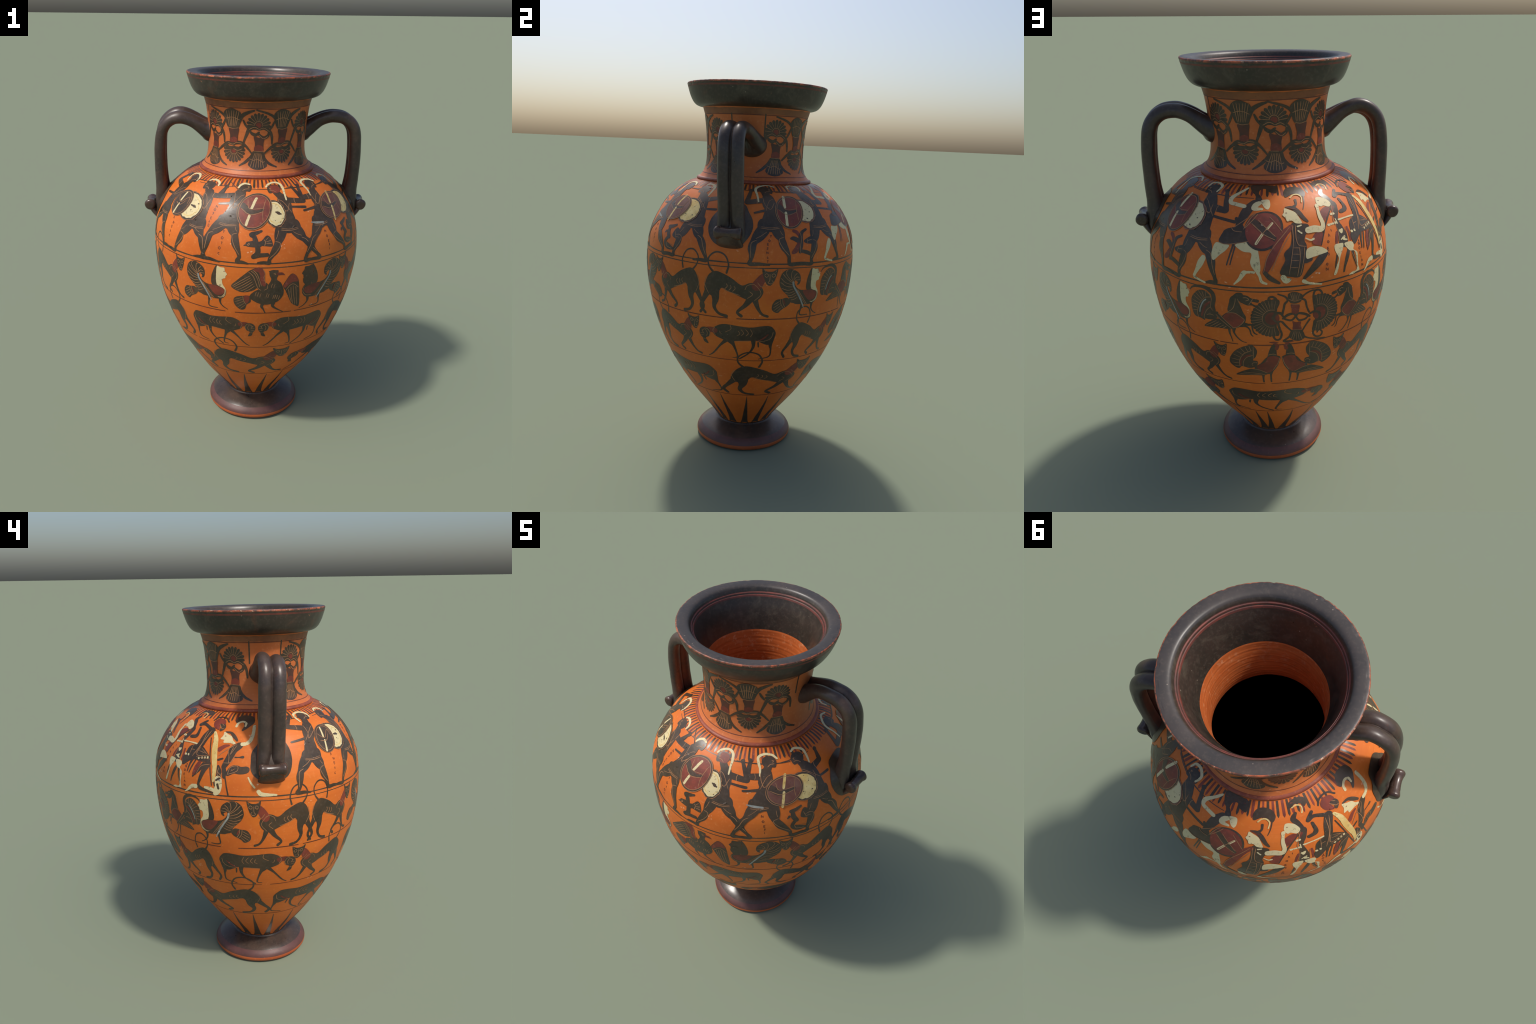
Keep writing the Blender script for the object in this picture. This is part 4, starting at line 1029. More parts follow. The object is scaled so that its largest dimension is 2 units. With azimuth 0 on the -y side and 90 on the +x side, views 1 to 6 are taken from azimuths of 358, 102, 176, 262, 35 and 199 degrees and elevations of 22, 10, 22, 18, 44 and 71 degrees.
def archer_and_guard():    # anchored at azimuth 238.0
    return 238.0, [
        limb('slip', (-6.2, 38.5, 0.7), (-5.0, 40.2, 0.8), (-2.5, 41.3, 0.8), (0.3, 40.8, 0.8), (2.5, 38.2, 0.7)),
        limb('slip', (-0.8, 37.0, 2.2), (0.8, 34.8, 2.5), (-0.0, 33.1, 1.9)),
        limb('slip', (-4.8, 32.2, 3.8), (-7.2, 28.2, 4.1), (-9.0, 23.8, 3.8), (-11.9, 20.0, 2.2)),
        blob('slip', (-15.3, 22.1), (-9.7, 23.7), (-6.1, 22.1), (-2.0, 17.7), (-3.1, 15.7), (-7.5, 15.4), (-10.1, 16.0), (-13.2, 15.2), (-18.1, 12.2), (-18.9, 15.6), (-17.6, 17.8)),
        limb('slip', (-5.0, 32.6, 1.9), (-10.2, 35.4, 1.6), (-13.4, 34.5, 1.6), (-10.0, 37.6, 1.3)),
        limb('slip', (-12.4, 32.7, 1.4), (-13.0, 28.1, 1.9), (-16.8, 27.1, 1.6)),
        limb('slip', (-10.3, 18.6, 1.9), (-13.0, 14.0, 1.1), (-14.5, 9.6, 0.6)),
        limb('slip', (-10.0, 15.7, 0.8), (-11.8, 12.3, 0.8), (-13.2, 9.2, 0.6)),
        limb('slip', (-2.6, 14.8, 3.4), (-4.5, 11.4, 2.5), (-6.0, 7.7, 1.9), (-7.0, 4.4, 1.4), (-6.2, 2.6, 1.9), (-2.5, 1.5, 1.2), (1.0, 0.7, 0.8)),
        limb('slip', (-5.0, 14.2, 2.2), (-7.5, 11.0, 1.6), (-10.7, 7.7, 0.8)),
        limb('slip', (-3.8, 27.9, 0.6), (-2.7, 21.9, 0.6), (-1.6, 15.5, 0.6), (-0.6, 10.0, 0.6), (0.5, 4.5, 0.5)),
        limb('red', (-7.4, 14.8, 1.9), (-9.2, 11.7, 2.2), (-10.4, 8.7, 1.3)),
        blob('red', (-5.1, 38.7), (-2.7, 40.1), (0.2, 39.3), (1.1, 36.8), (-1.6, 36.6), (-1.1, 33.0), (-4.1, 34.2), (-5.4, 36.5)),
        limb('ochre', (-2.6, 31.3, 1.3), (-1.0, 27.5, 2.5), (-0.3, 22.1, 3.0), (0.6, 17.0, 2.8), (1.3, 12.7, 2.2), (1.3, 8.9, 1.7), (1.1, 6.4, 0.9)),
        limb('white', (-8.5, 2.9, 2.2), (-11.0, 2.5, 1.9), (-13.5, 0.4, 1.0), (-15.3, -0.8, 0.4)),
        limb('white', (-20.6, 24.0, 0.8), (-16.1, 24.1, 0.6), (-12.4, 24.0, 0.8)),
        disc('white', (-17.1, 17.7, 0.7, 0.6)),
        disc('white', (-15.2, 17.7, 0.6, 0.6)),
        disc('white', (-8.3, 16.9, 0.5, 0.6)),
        disc('white', (-6.4, 17.3, 0.5, 0.6)),
        disc('white', (-4.8, 17.5, 0.5, 0.6)),
        disc('white', (-3.2, 17.8, 0.5, 0.6)),
        line('incised', (-13.1, 23.5), (-14.8, 17.6)),
        line('incised', (-14.3, 20.6), (-11.7, 20.7)),
        line('incised', (-8.5, 22.5), (-9.8, 18.3), (-2.6, 18.6)),
        line('incised', (-7.6, 21.9), (-3.5, 19.1)),
        line('incised', (-10.0, 17.3), (-1.9, 17.1)),
        line('incised', (-8.8, 20.5), (-4.7, 19.7)),
        line('incised', (-4.8, 32.2), (-7.3, 26.1), (-10.8, 18.9)),
        line('incised', (-6.7, 32.0), (-8.4, 24.5), (-12.5, 17.3)),
        line('incised', (-1.5, 14.6), (-6.3, 13.1), (-8.8, 8.6)),
        line('incised', (-2.0, 36.5), (0.0, 33.9), (1.5, 33.6)),
        line('incised', (-0.6, 36.7), (0.9, 35.6)),
    ]

def amazon_wounded():    # anchored at azimuth 252.0
    return 252.0, [
        blob('slip', (-3.7, 38.8), (-2.7, 42.0), (-0.1, 43.8), (3.2, 43.3), (5.4, 41.6), (5.8, 38.1), (3.6, 35.3), (1.1, 33.0), (0.1, 33.3), (1.0, 36.1), (0.0, 38.5), (-2.1, 37.6)),
        limb('slip', (-7.6, 32.0, 0.9), (-4.9, 31.6, 1.4), (-3.0, 29.5, 1.9), (-1.5, 27.5, 1.2)),
        limb('slip', (0.1, 24.8, 3.4), (-2.6, 22.8, 4.0), (-4.2, 19.5, 3.4), (-5.9, 16.2, 3.1), (-7.1, 14.3, 2.5)),
        limb('slip', (-7.4, 14.0, 2.2), (-6.9, 11.2, 2.2), (-7.0, 9.1, 1.8)),
        limb('slip', (-5.3, 10.7, 2.1), (-2.2, 13.0, 4.0), (1.2, 12.5, 3.7), (4.0, 12.9, 3.4)),
        limb('slip', (-10.1, 14.1, 1.2), (-9.6, 11.3, 2.8), (-9.8, 8.8, 2.5)),
        limb('slip', (-2.0, 18.9, 0.7), (0.3, 18.9, 0.6), (2.1, 19.1, 1.4)),
        limb('slip', (-10.3, 17.2, 1.1), (-8.0, 18.0, 0.9)),
        limb('slip', (-6.4, 8.8, 0.7), (-5.7, 4.5, 0.7), (-4.9, 0.4, 0.8)),
        limb('red', (-10.1, 22.3, 2.2), (-7.6, 24.1, 1.7), (-5.3, 24.8, 0.9)),
        blob('white', (-8.4, 32.0), (-6.4, 30.8), (-4.3, 29.5), (-3.4, 27.4), (-2.1, 26.1), (-2.8, 25.4), (-4.8, 26.0), (-6.8, 26.0), (-8.3, 26.1), (-8.3, 27.5), (-10.1, 27.9), (-8.8, 29.9)),
        limb('white', (1.3, 25.5, 1.9), (3.4, 25.9, 1.8), (5.1, 27.6, 1.9), (6.0, 31.1, 1.6), (6.1, 35.7, 1.6)),
        limb('white', (-10.0, 7.6, 3.7), (-9.8, 4.8, 3.7), (-10.5, 1.9, 3.4), (-11.6, 0.5, 1.9)),
        limb('white', (-12.2, 2.0, 1.9), (-14.6, 2.7, 1.7), (-17.1, 3.0, 1.2)),
        limb('white', (5.1, 9.2, 0.7), (6.3, 6.7, 0.9), (8.2, 4.3, 0.9)),
        limb('white', (10.1, 2.3, 2.0), (11.8, 0.9, 2.0), (18.8, 0.3, 0.9)),
        limb('bluegrey', (-10.1, 7.9, 1.2), (-9.1, 7.0, 0.7)),
        limb('slip', (-10.3, 5.1, 1.2), (-9.8, 3.2, 1.1)),
        limb('slip', (-9.1, 8.3, 0.9), (-11.1, 7.2, 0.9)),
        limb('slip', (-12.2, 6.1, 0.7), (-11.8, 4.3, 0.6)),
        limb('white', (-2.8, 35.6, 1.3), (-2.1, 37.6, 1.1), (-0.0, 38.8, 1.1), (1.8, 37.7, 1.1), (1.7, 35.7, 0.9)),
        line('incised', (-10.4, 19.1), (-7.0, 21.9), (-1.3, 25.5)),
        line('incised', (-5.5, 22.6), (-4.8, 18.8), (-4.9, 15.7)),
        line('incised', (-2.7, 24.1), (-4.3, 20.1), (-1.2, 24.8)),
        line('incised', (-1.7, 19.6), (-4.0, 16.3), (-7.8, 15.8)),
        line('incised', (-5.3, 10.4), (-3.8, 13.9), (-0.4, 14.6), (-0.6, 12.2), (-5.3, 10.4)),
        line('incised', (-3.8, 12.0), (-1.6, 13.3)),
        line('incised', (-9.7, 13.5), (-10.5, 10.3), (-9.1, 8.6), (-8.2, 11.1)),
        line('incised', (-10.6, 11.5), (-8.5, 9.6)),
        line('red', (-7.9, 29.6), (-7.1, 29.6)),
    ]

def flying_bird_a():    # anchored at azimuth 352.0
    return 352.0, [
        limb('slip', (2.5, 9.5, 2.5), (5.0, 9.6, 3.1), (7.8, 9.4, 2.8), (9.3, 10.3, 1.9)),
        limb('slip', (1.3, 9.0, 0.9), (0.4, 8.8, 0.3)),
        limb('slip', (6.2, 10.3, 2.8), (5.4, 13.0, 2.2), (3.8, 14.2, 2.2), (6.0, 14.9, 1.9), (8.7, 15.9, 1.1)),
        limb('slip', (7.2, 8.7, 2.5), (7.4, 5.3, 2.5), (5.3, 3.3, 2.2), (7.7, 4.0, 2.2), (12.1, 4.3, 1.9)),
        blob('slip', (8.7, 10.6), (9.8, 12.1), (11.6, 13.8), (13.6, 12.4), (14.6, 8.6), (11.3, 8.6), (9.1, 9.0)),
        line('incised', (10.2, 11.8), (11.0, 10.6), (10.6, 8.7)),
        line('incised', (11.1, 11.5), (12.3, 13.0)),
        line('incised', (11.3, 10.7), (13.6, 11.4)),
        line('incised', (11.4, 9.9), (14.2, 9.9)),
        line('incised', (2.5, 10.0), (3.2, 9.6), (2.6, 8.9), (2.1, 9.5)),
    ]

def flying_bird_b():    # anchored at azimuth 61.0
    return 61.0, [
        limb('slip', (-7.2, 13.3, 1.6), (-4.6, 13.7, 1.9), (-1.6, 14.9, 1.0)),
        limb('slip', (-6.3, 12.7, 1.9), (-6.1, 10.1, 2.6), (-4.6, 8.0, 1.9)),
        limb('slip', (-8.2, 10.8, 1.3), (-9.3, 9.9, 0.5)),
        blob('slip', (-2.6, 9.6), (-0.4, 13.6), (2.9, 11.4), (3.7, 7.9), (0.6, 7.8)),
        limb('slip', (-5.3, 8.2, 1.9), (-7.3, 5.3, 1.9), (-4.6, 3.5, 2.9), (-0.3, 2.8, 1.3)),
        line('incised', (-1.0, 11.8), (0.4, 8.4)),
        line('incised', (-0.2, 9.9), (2.9, 10.4)),
        line('incised', (0.2, 9.0), (3.0, 8.8)),
        line('incised', (-6.2, 5.5), (-5.1, 3.4), (-1.3, 2.7)),
        line('incised', (-4.4, 5.1), (-0.1, 4.2)),
    ]

def flying_bird_c():    # anchored at azimuth 130.0
    return 130.0, [
        limb('red', (-3.9, 15.9, 1.5), (-2.3, 15.2, 1.9), (-1.2, 13.2, 1.2)),
        limb('slip', (3.1, 16.6, 1.2), (0.6, 15.1, 1.6), (-0.7, 12.0, 2.5), (-0.7, 9.1, 2.2), (-1.6, 5.5, 1.5)),
        limb('slip', (-5.9, 12.1, 0.9), (-4.2, 12.1, 2.2), (-1.6, 10.7, 2.5)),
        blob('slip', (1.0, 11.0), (5.1, 13.0), (6.6, 12.6), (5.9, 9.5), (2.3, 9.6)),
        limb('red', (-2.1, 9.5, 1.5), (-3.7, 6.5, 2.5), (-5.4, 5.3, 1.5)),
        limb('slip', (-0.9, 6.0, 1.5), (2.0, 5.3, 1.9), (4.6, 4.2, 1.6)),
        line('incised', (-0.5, 15.1), (-0.3, 11.9), (-1.1, 8.8), (-1.6, 4.8)),
        line('incised', (3.3, 11.8), (3.0, 9.6)),
        line('incised', (3.2, 10.9), (6.0, 11.4)),
    ]

def splash_left():    # anchored at azimuth 271.0
    return 271.0, [
        blob('slip', (-11.4, 17.0), (-10.4, 21.5), (-7.6, 25.0), (-4.6, 29.5), (3.6, 30.0), (6.4, 25.4), (8.2, 21.0), (8.6, 15.5), (6.6, 9.8), (1.8, 7.0), (-4.0, 6.4), (-9.4, 8.8), (-11.8, 12.6)),
    ]

def splash_right():    # anchored at azimuth 92.0
    return 92.0, [
        blob('slip', (-10.8, 15.8), (-10.0, 20.6), (-7.6, 24.6), (-5.0, 29.0), (4.4, 30.0), (8.2, 25.0), (10.6, 20.4), (11.0, 16.0), (9.0, 11.2), (5.4, 8.0), (0.4, 6.8), (-5.6, 8.0), (-9.2, 11.2)),
    ]


# spearman right of the left handle
muster('warrior_figure', .0016, az=293.0, face=1,
        head=[(4.8, 39.6)],
        crest=[(1.1, 36.3), (0.1, 38.7), (0.0, 41.5), (2.8, 43.0), (5.5, 42.5), (7.9, 40.5), (8.6, 38.3)],
        torso=[(3.9, 33.2), (1.1, 25.4), (-0.2, 17.8)],
        arm=[(0.1, 32.3), (-7.8, 34.0), (-3.1, 40.6)],
        legs=[[(-3.5, 16.4), (-8.2, 10.7), (-10.2, 2.1), (-11.5, 0.2), (-4.2, -0.4)], [(1.9, 15.2), (4.0, 10.6), (6.6, 2.3), (7.2, 0.2), (14.5, -0.3)]],
        shield=(11.7, 24.4, 6.9, 7.7),
        style='black',
        scabbard=[(-9.1, 25.2), (-1.1, 26.3)],
        stripes=[[(10.8, 30.2), (10.5, 25.4)], [(10.6, 23.3), (9.8, 17.9)]],
        spear=[(-5.4, 38.7), (17.0, 40.4)])
# his opponent
muster('warrior_figure', .0006, az=324.9, face=-1,
        head=[(-2.6, 37.9)],
        crest=[(-4.7, 41.2), (-2.7, 42.5), (0.0, 42.2), (2.0, 40.7), (2.4, 38.9)],
        torso=[(-0.2, 33.4), (1.0, 23.9), (-0.3, 16.9)],
        arm=[(0.2, 32.7), (7.0, 32.7), (7.0, 39.3)],
        legs=[[(-4.9, 15.3), (-8.7, 9.8), (-12.7, 1.4), (-13.2, -0.5), (-20.5, -0.3)], [(0.4, 15.4), (3.5, 10.8), (6.1, 2.5), (7.0, 0.3), (0.4, -0.1)]],
        shield=(-8.6, 24.4, 8.9, 7.9),
        style='white',
        spear=[(-10.3, 38.4), (11.4, 39.5)])
# shield bearer at the front
muster('warrior_figure', .0016, az=343.7, face=1,
        head=[(3.9, 39.5)],
        crest=[(1.0, 39.1), (1.5, 40.6), (2.7, 41.9), (4.2, 42.2), (5.9, 41.6)],
        torso=[(2.6, 35.4), (0.9, 26.2), (-0.6, 20.4)],
        arm=[(-0.3, 34.0), (-8.3, 32.7), (-5.3, 38.9)],
        legs=[[(-3.0, 19.5), (-9.0, 13.3), (-11.8, 4.2), (-12.9, 0.7), (-3.6, -0.5)], [(1.7, 18.7), (3.5, 13.8), (6.7, 3.0), (5.5, 0.6), (10.9, -0.2)]],
        shield=(11.4, 26.1, 8.4, 9.7),
        style='red',
        stripes=[[(11.1, 32.8), (9.9, 27.4)], [(9.4, 23.4), (8.5, 18.8)]],
        scabbard=[(-6.9, 28.5), (-1.0, 29.4)],
        spear=[(-5.0, 43.5), (11.9, 27.1)])
# his opponent
muster('warrior_figure', .0006, az=16.9, face=-1,
        head=[(-3.5, 38.6)],
        crest=[(-7.2, 40.0), (-5.5, 42.0), (-2.2, 43.3), (0.4, 41.8), (1.1, 38.5), (1.0, 35.7), (1.0, 31.7)],
        torso=[(-0.7, 32.7), (0.1, 24.9), (-0.0, 18.4)],
        arm=[(1.6, 31.4), (10.4, 30.0), (6.0, 38.9)],
        legs=[[(-4.2, 17.1), (-6.9, 10.1), (-11.7, 1.4), (-11.7, 0.1), (-17.3, 0.3)], [(3.1, 15.9), (7.0, 11.0), (13.9, 2.8), (16.0, 0.0), (7.1, -0.4)]],
        shield=(-6.4, 24.8, 5.6, 7.3),
        style='white',
        helmet='red',
        scabbard=[(0.1, 28.0), (10.6, 26.6)],
        spear=[(-15.1, 38.6), (10.8, 38.2)])
# third pair, left
muster('warrior_figure', .0016, az=37.5, face=1,
        head=[(4.5, 38.6)],
        crest=[(0.1, 32.4), (0.3, 35.6), (-0.3, 38.6), (-0.3, 41.3), (2.5, 42.7), (6.0, 42.0), (8.5, 39.9)],
        torso=[(2.9, 33.4), (2.4, 26.3), (-0.2, 18.7)],
        arm=[(0.1, 32.0), (-5.9, 31.9), (-4.1, 39.5)],
        legs=[[(-1.6, 18.0), (-6.7, 11.0), (-12.3, 3.1), (-13.4, -0.0), (-7.8, -0.3)], [(6.2, 16.1), (7.7, 10.1), (14.9, 2.1), (15.7, -0.4), (24.5, -0.3)]],
        shield=(12.1, 24.3, 9.3, 7.3),
        style='maroon',
        stripes=[[(12.1, 31.7), (11.4, 25.8)], [(11.6, 23.5), (11.0, 16.7)]],
        scabbard=[(-8.1, 24.9), (-0.2, 25.7)],
        spear=[(-10.8, 38.7), (15.1, 37.2)],
        skirt_trim=1)
# third pair, right
muster('warrior_figure', .0006, az=71.7, face=-1,
        head=[(-4.5, 37.7)],
        crest=[(-5.8, 41.7), (-3.4, 42.7), (-0.0, 40.8), (0.5, 37.7), (0.2, 33.8)],
        torso=[(-2.7, 32.5), (0.3, 25.5), (0.0, 18.3)],
        arm=[(-0.4, 30.6), (6.1, 32.5), (6.4, 37.9)],
        legs=[[(-4.5, 15.4), (-7.2, 9.8), (-10.1, 1.2), (-10.2, -0.2), (-19.5, -0.4)], [(2.0, 15.2), (4.7, 10.6), (9.5, 1.6), (10.0, -0.2), (3.0, -0.6)]],
        shield=(-7.5, 23.9, 7.9, 7.2),
        style='ochre',
        scabbard=[(0.1, 25.3), (8.3, 25.6)],
        spear=[(-15.0, 37.5), (2.2, 38.4)])
# right of the right handle
muster('warrior_figure', .0016, az=113.1, face=1,
        head=[(-0.4, 40.2)],
        crest=[(-4.6, 31.9), (-4.8, 36.2), (-5.2, 39.9), (-4.2, 42.4), (-1.9, 44.1), (1.2, 45.1), (4.5, 43.2)],
        torso=[(0.3, 34.2), (0.9, 26.7), (0.0, 19.4)],
        arm=[(-2.0, 32.8), (-10.3, 31.1), (-7.3, 39.8)],
        legs=[[(-3.2, 16.4), (-8.0, 10.3), (-9.4, 1.8), (-9.9, -0.2), (-0.4, -0.5)], [(3.3, 16.9), (5.4, 12.1), (9.3, 3.2), (9.8, -0.2), (17.8, -0.7)]],
        shield=(10.6, 26.3, 7.4, 9.4),
        style='red',
        stripes=[[(8.1, 35.3), (8.2, 28.5)], [(8.4, 25.4), (8.6, 18.8)]],
        scabbard=[(-7.0, 25.1), (-2.0, 26.6)],
        spear=[(-10.5, 39.5), (14.6, 39.0)])
# his opponent
muster('warrior_figure', .0006, az=143.4, face=-1,
        head=[(-3.2, 40.6)],
        crest=[(-7.0, 41.6), (-6.0, 44.2), (-3.2, 45.0), (-0.4, 43.6), (0.0, 41.7), (-0.6, 39.7)],
        torso=[(-1.6, 36.2), (1.2, 28.3), (0.3, 19.7)],
        arm=[(1.1, 32.0), (8.4, 31.0), (3.9, 41.1)],
        legs=[[(-3.4, 17.1), (-5.7, 10.7), (-8.5, 1.4), (-8.5, -0.5), (-20.4, 0.1)], [(3.0, 17.1), (6.6, 12.7), (10.5, 2.9), (11.0, 0.6), (6.0, -0.3)]],
        shield=(-6.8, 26.7, 7.1, 7.0),
        style='pale',
        scabbard=[(0.8, 28.4), (14.4, 26.4)],
        spear=[(-15.8, 38.6), (17.3, 38.0)])

# ------------------------------------------------------------------ the fight on the far side
for k, maker in enumerate([amazon_striding, amazon_kneeling, amazon_standing, archer_and_guard, amazon_wounded]):
    az, items = maker()
    paint(['fighting_woman', 'kneeling_archer_woman', 'standing_woman', 'guard_with_long_shield', 'wounded_woman'][k], items, az, GROUND, lift=.0006 + .0009 * (k % 2))
for maker in (flying_bird_a, flying_bird_b, flying_bird_c):
    az, items = maker()
    paint('flying_bird', items, az, GROUND, lift=.0009)
for maker in (splash_left, splash_right):
    az, items = maker()
    cx = -1.4 if maker is splash_left else .3
    # the wall swells into a low rounded pad under the foot of the handle
    pad = lambda x, y: .020 * max(0, 1 - ((x - cx) / 10.2) ** 2 - ((y - 17.5) / 11.2) ** 2) ** 1.2
    paint('handle_pad', items, az, GROUND, lift=.0022, swell=pad)

# ------------------------------------------------------------------ animal friezes
def place(name, maker, s0, f1, f2, sy=1.0, lift=.0006):
    """f1, f2: (x in the drawing, azimuth it must reach); reversed order mirrors the animal"""
    (x1, a1), (x2, a2) = f1, f2
    r = BODY_S.at(s0 + .15)[0]
    sx = math.radians(a2 - a1) * r / ((x2 - x1) / 100)
    return paint(name, maker(), a1 - math.degrees(sx * x1 / 100 / r), s0, sx=sx, sy=sy, lift=lift)

for rump, hd in ((290, 316.5), (78.3, 50.2), (82.0, 113.6), (287.7, 259.4)):
    place('panther_figure', panther, LINE_B, (-15.5, rump), (17, hd))
def bearded_siren():
    """as the siren, but with a dark bearded head"""
    return [('slip' if c == 'white' else c, q) for c, q in siren()] + [limb('slip', (9.4, 19.5, 2.6), (10.2, 17.4, 2.6), (9.8, 15.0, 1.0))]
for tail_a, face_a in ((318.4, 344.4), (51.4, 22.3), (115.4, 141.0), (257.6, 230.6)):
    place('siren_figure', bearded_siren if face_a == 22.3 else siren, LINE_B, (-14.5, tail_a), (12.1, face_a))
place('eagle_figure', eagle, LINE_B, (-18.5, 346.4), (19.4, 381.8))
for fan, nose in ((141.4, 172.7), (232.0, 204.3)):
    place('horse_bird_figure', horse_bird, LINE_B, (-19.1, fan), (12.5, nose))

for rump, hd in ((314.3, 282.4), (45.5, 75.1), (127.7, 154.9), (235.4, 209.4)):
    place('panther_figure', panther, LINE_C, (-15.5, rump), (17, hd), sy=.95)
for rump, hd in ((321.2, 359.0), (40.1, .5), (118.9, 76.9), (239.5, 282.3)):
    place('ram_figure', ram, LINE_C, (-18.7, rump), (17.4, hd), sy=.98)
for fan, beak in ((157.7, 181.7), (207.3, 182.3)):
    place('rooster_figure', rooster, LINE_C, (13.1, fan), (-10.2, beak))

for rump, hd in ((328.3, 380.0), (94.0, 146.5), (262.0, 214.0)):
    place('panther_figure', panther, LINE_D, (-15.5, rump), (17, hd), sy=1.03)
for rump, hd in ((84.3, 24.5), (149.5, 212.0), (270.5, 327.0)):
    place('ram_figure', ram, LINE_D, (-18.7, rump), (17.4, hd), sy=1.02)

# ------------------------------------------------------------------ plant ornament
def palmette(x, y, r, a0, a1, n, heart=True, ring=.34):
    """fan of leaves round a red heart; angles in degrees"""
    out = [limb('slip', (x + ring * r * .8 * math.cos(t), y + ring * r * .8 * math.sin(t), .9), (x + r * .82 * math.cos(t), y + r * .82 * math.sin(t), r * .26),
                (x + r * .95 * math.cos(t), y + r * .95 * math.sin(t), r * .20))
           for t in (math.radians(a0 + (a1 - a0) * k / (n - 1)) for k in range(n))]
    out.append(blob('slip', *[(x + r * .74 * math.cos(t), y + r * .74 * math.sin(t)) for t in (math.radians(a0 + (a1 - a0) * k / 12) for k in range(13))]))
    if heart:
        out.append(disc('red', (x, y, ring * r * .72, ring * r * .72)))
    for k in range(n - 1):
        t = math.radians(a0 + (a1 - a0) * (k + .5) / (n - 1))
        out.append(line('incised', (x + ring * r * 1.05 * math.cos(t), y + ring * r * 1.05 * math.sin(t)), (x + r * .97 * math.cos(t), y + r * .97 * math.sin(t)), w=.24))
    out.append(line('incised', *[(x + ring * r * math.cos(t), y + ring * r * math.sin(t)) for t in (math.radians(a0 + (a1 - a0) * k / 8) for k in range(9))], w=.26))
    return out

def lotus(x, y, h, w, up=1):
    """bell of narrow leaves on a collar, opening upward (up=1) or downward"""
    Y = lambda v: y + up * v
    out = [blob('slip', (x - w * .20, Y(0)), (x - w * .36, Y(h * .45)), (x - w * .52, Y(h * .86)), (x - w * .30, Y(h * 1.0)), (x, Y(h * 1.05)),
                (x + w * .30, Y(h * 1.0)), (x + w * .52, Y(h * .86)), (x + w * .36, Y(h * .45)), (x + w * .20, Y(0)))]
    for k in range(-3, 4):
        out.append(line('incised', (x + k * w * .055, Y(h * .08)), (x + k * w * .09, Y(h * .5)), (x + k * w * .145, Y(h * .97)), w=.22))
    out.append(line('incised', (x - w * .38, Y(h * .52)), (x, Y(h * .58)), (x + w * .38, Y(h * .52)), w=.24))
    out.append(line('incised', (x - w * .22, Y(h * .02)), (x + w * .22, Y(h * .02)), w=.3))
    return out

def stem(x, y0, y1, w0, w1):
    return [blob('red', (x - w0 / 2, y0), (x - (w0 + w1) / 4, (y0 + y1) / 2), (x - w1 / 2, y1), (x, y1), (x + w1 / 2, y1), (x + (w0 + w1) / 4, (y0 + y1) / 2), (x + w0 / 2, y0), (x, y0))]

def curls(x, y):
    """paired volutes that tie stem and fan together"""
    return [ring_line('slip', (x - 1.9, y, 1.6, 1.15), 1, .62), ring_line('slip', (x + 1.9, y, 1.6, 1.15), 1, .62),
            limb('slip', (x - 3.2, y + .4, .7), (x - 1.4, y + 1.3, .8), (x, y + .5, .9), (x + 1.4, y + 1.3, .8), (x + 3.2, y + .4, .7))]

def chain_member_up():    # drawn from azimuth 184.2
    return [
        limb('slip', (-8.0, 16.3, 1.0), (-6.5, 20.4, 1.5), (-5.1, 23.6, 1.9), (-2.4, 24.7, 1.7), (-0.2, 23.7, 1.2)),
        limb('slip', (-4.6, 22.7, 0.8), (-3.6, 21.5, 1.5), (-1.6, 20.8, 1.6), (0.0, 22.1, 1.0)),
        limb('slip', (7.1, 16.2, 0.9), (6.8, 19.9, 1.4), (5.4, 22.7, 1.7), (2.8, 24.3, 1.7), (0.0, 23.6, 1.2)),
        limb('slip', (5.0, 22.1, 0.9), (4.8, 20.5, 1.5), (2.5, 19.3, 1.7), (0.0, 21.0, 1.2)),
        limb('slip', (-2.4, 12.1, 1.0), (-3.8, 9.5, 1.5), (-6.9, 6.8, 1.3), (-10.1, 4.8, 0.6)),
        limb('slip', (2.7, 11.5, 1.0), (3.4, 8.7, 1.5), (5.9, 6.2, 1.3), (9.7, 4.4, 0.7)),
        blob('slip', (-2.6, 12.3), (2.7, 12.1), (2.9, 9.2), (4.7, 5.5), (2.6, 3.7), (-0.4, 3.1), (-3.4, 3.8), (-5.3, 5.9), (-3.1, 9.5)),
        blob('stem', (-2.5, 19.9), (0.2, 19.4), (3.1, 19.7), (2.6, 16.6), (2.4, 12.6), (0.2, 12.6), (-2.1, 12.8), (-1.8, 16.3)),
        blob('red', (-1.9, 14.9), (0.2, 15.8), (2.4, 14.7), (2.4, 12.7), (0.2, 12.7), (-2.0, 12.9)),
        line('incised', (-2.4, 12.6), (3.0, 12.3)),
        line('incised', (-4.5, 8.6), (-2.3, 7.9), (-0.2, 8.5), (2.3, 7.0), (3.5, 7.4)),
        line('incised', (-1.6, 11.6), (-2.9, 8.1), (-4.3, 4.3)),
        line('incised', (-1.0, 11.6), (-1.8, 8.1), (-2.7, 4.2)),
        line('incised', (-0.4, 11.6), (-0.8, 8.1), (-1.3, 4.2)),
        line('incised', (0.2, 11.6), (0.2, 8.0), (0.1, 4.2)),
        line('incised', (0.8, 11.5), (1.2, 8.0), (1.5, 4.1)),
        line('incised', (1.4, 11.5), (2.1, 7.9), (2.9, 4.0)),
        line('incised', (0.0, 23.5), (2.5, 24.3), (5.4, 22.5)),
        line('incised', (0.0, 20.8), (2.5, 18.9), (4.7, 20.1)),
        line('incised', (-5.1, 23.5), (-2.4, 24.7), (0.0, 23.6)),
    ]

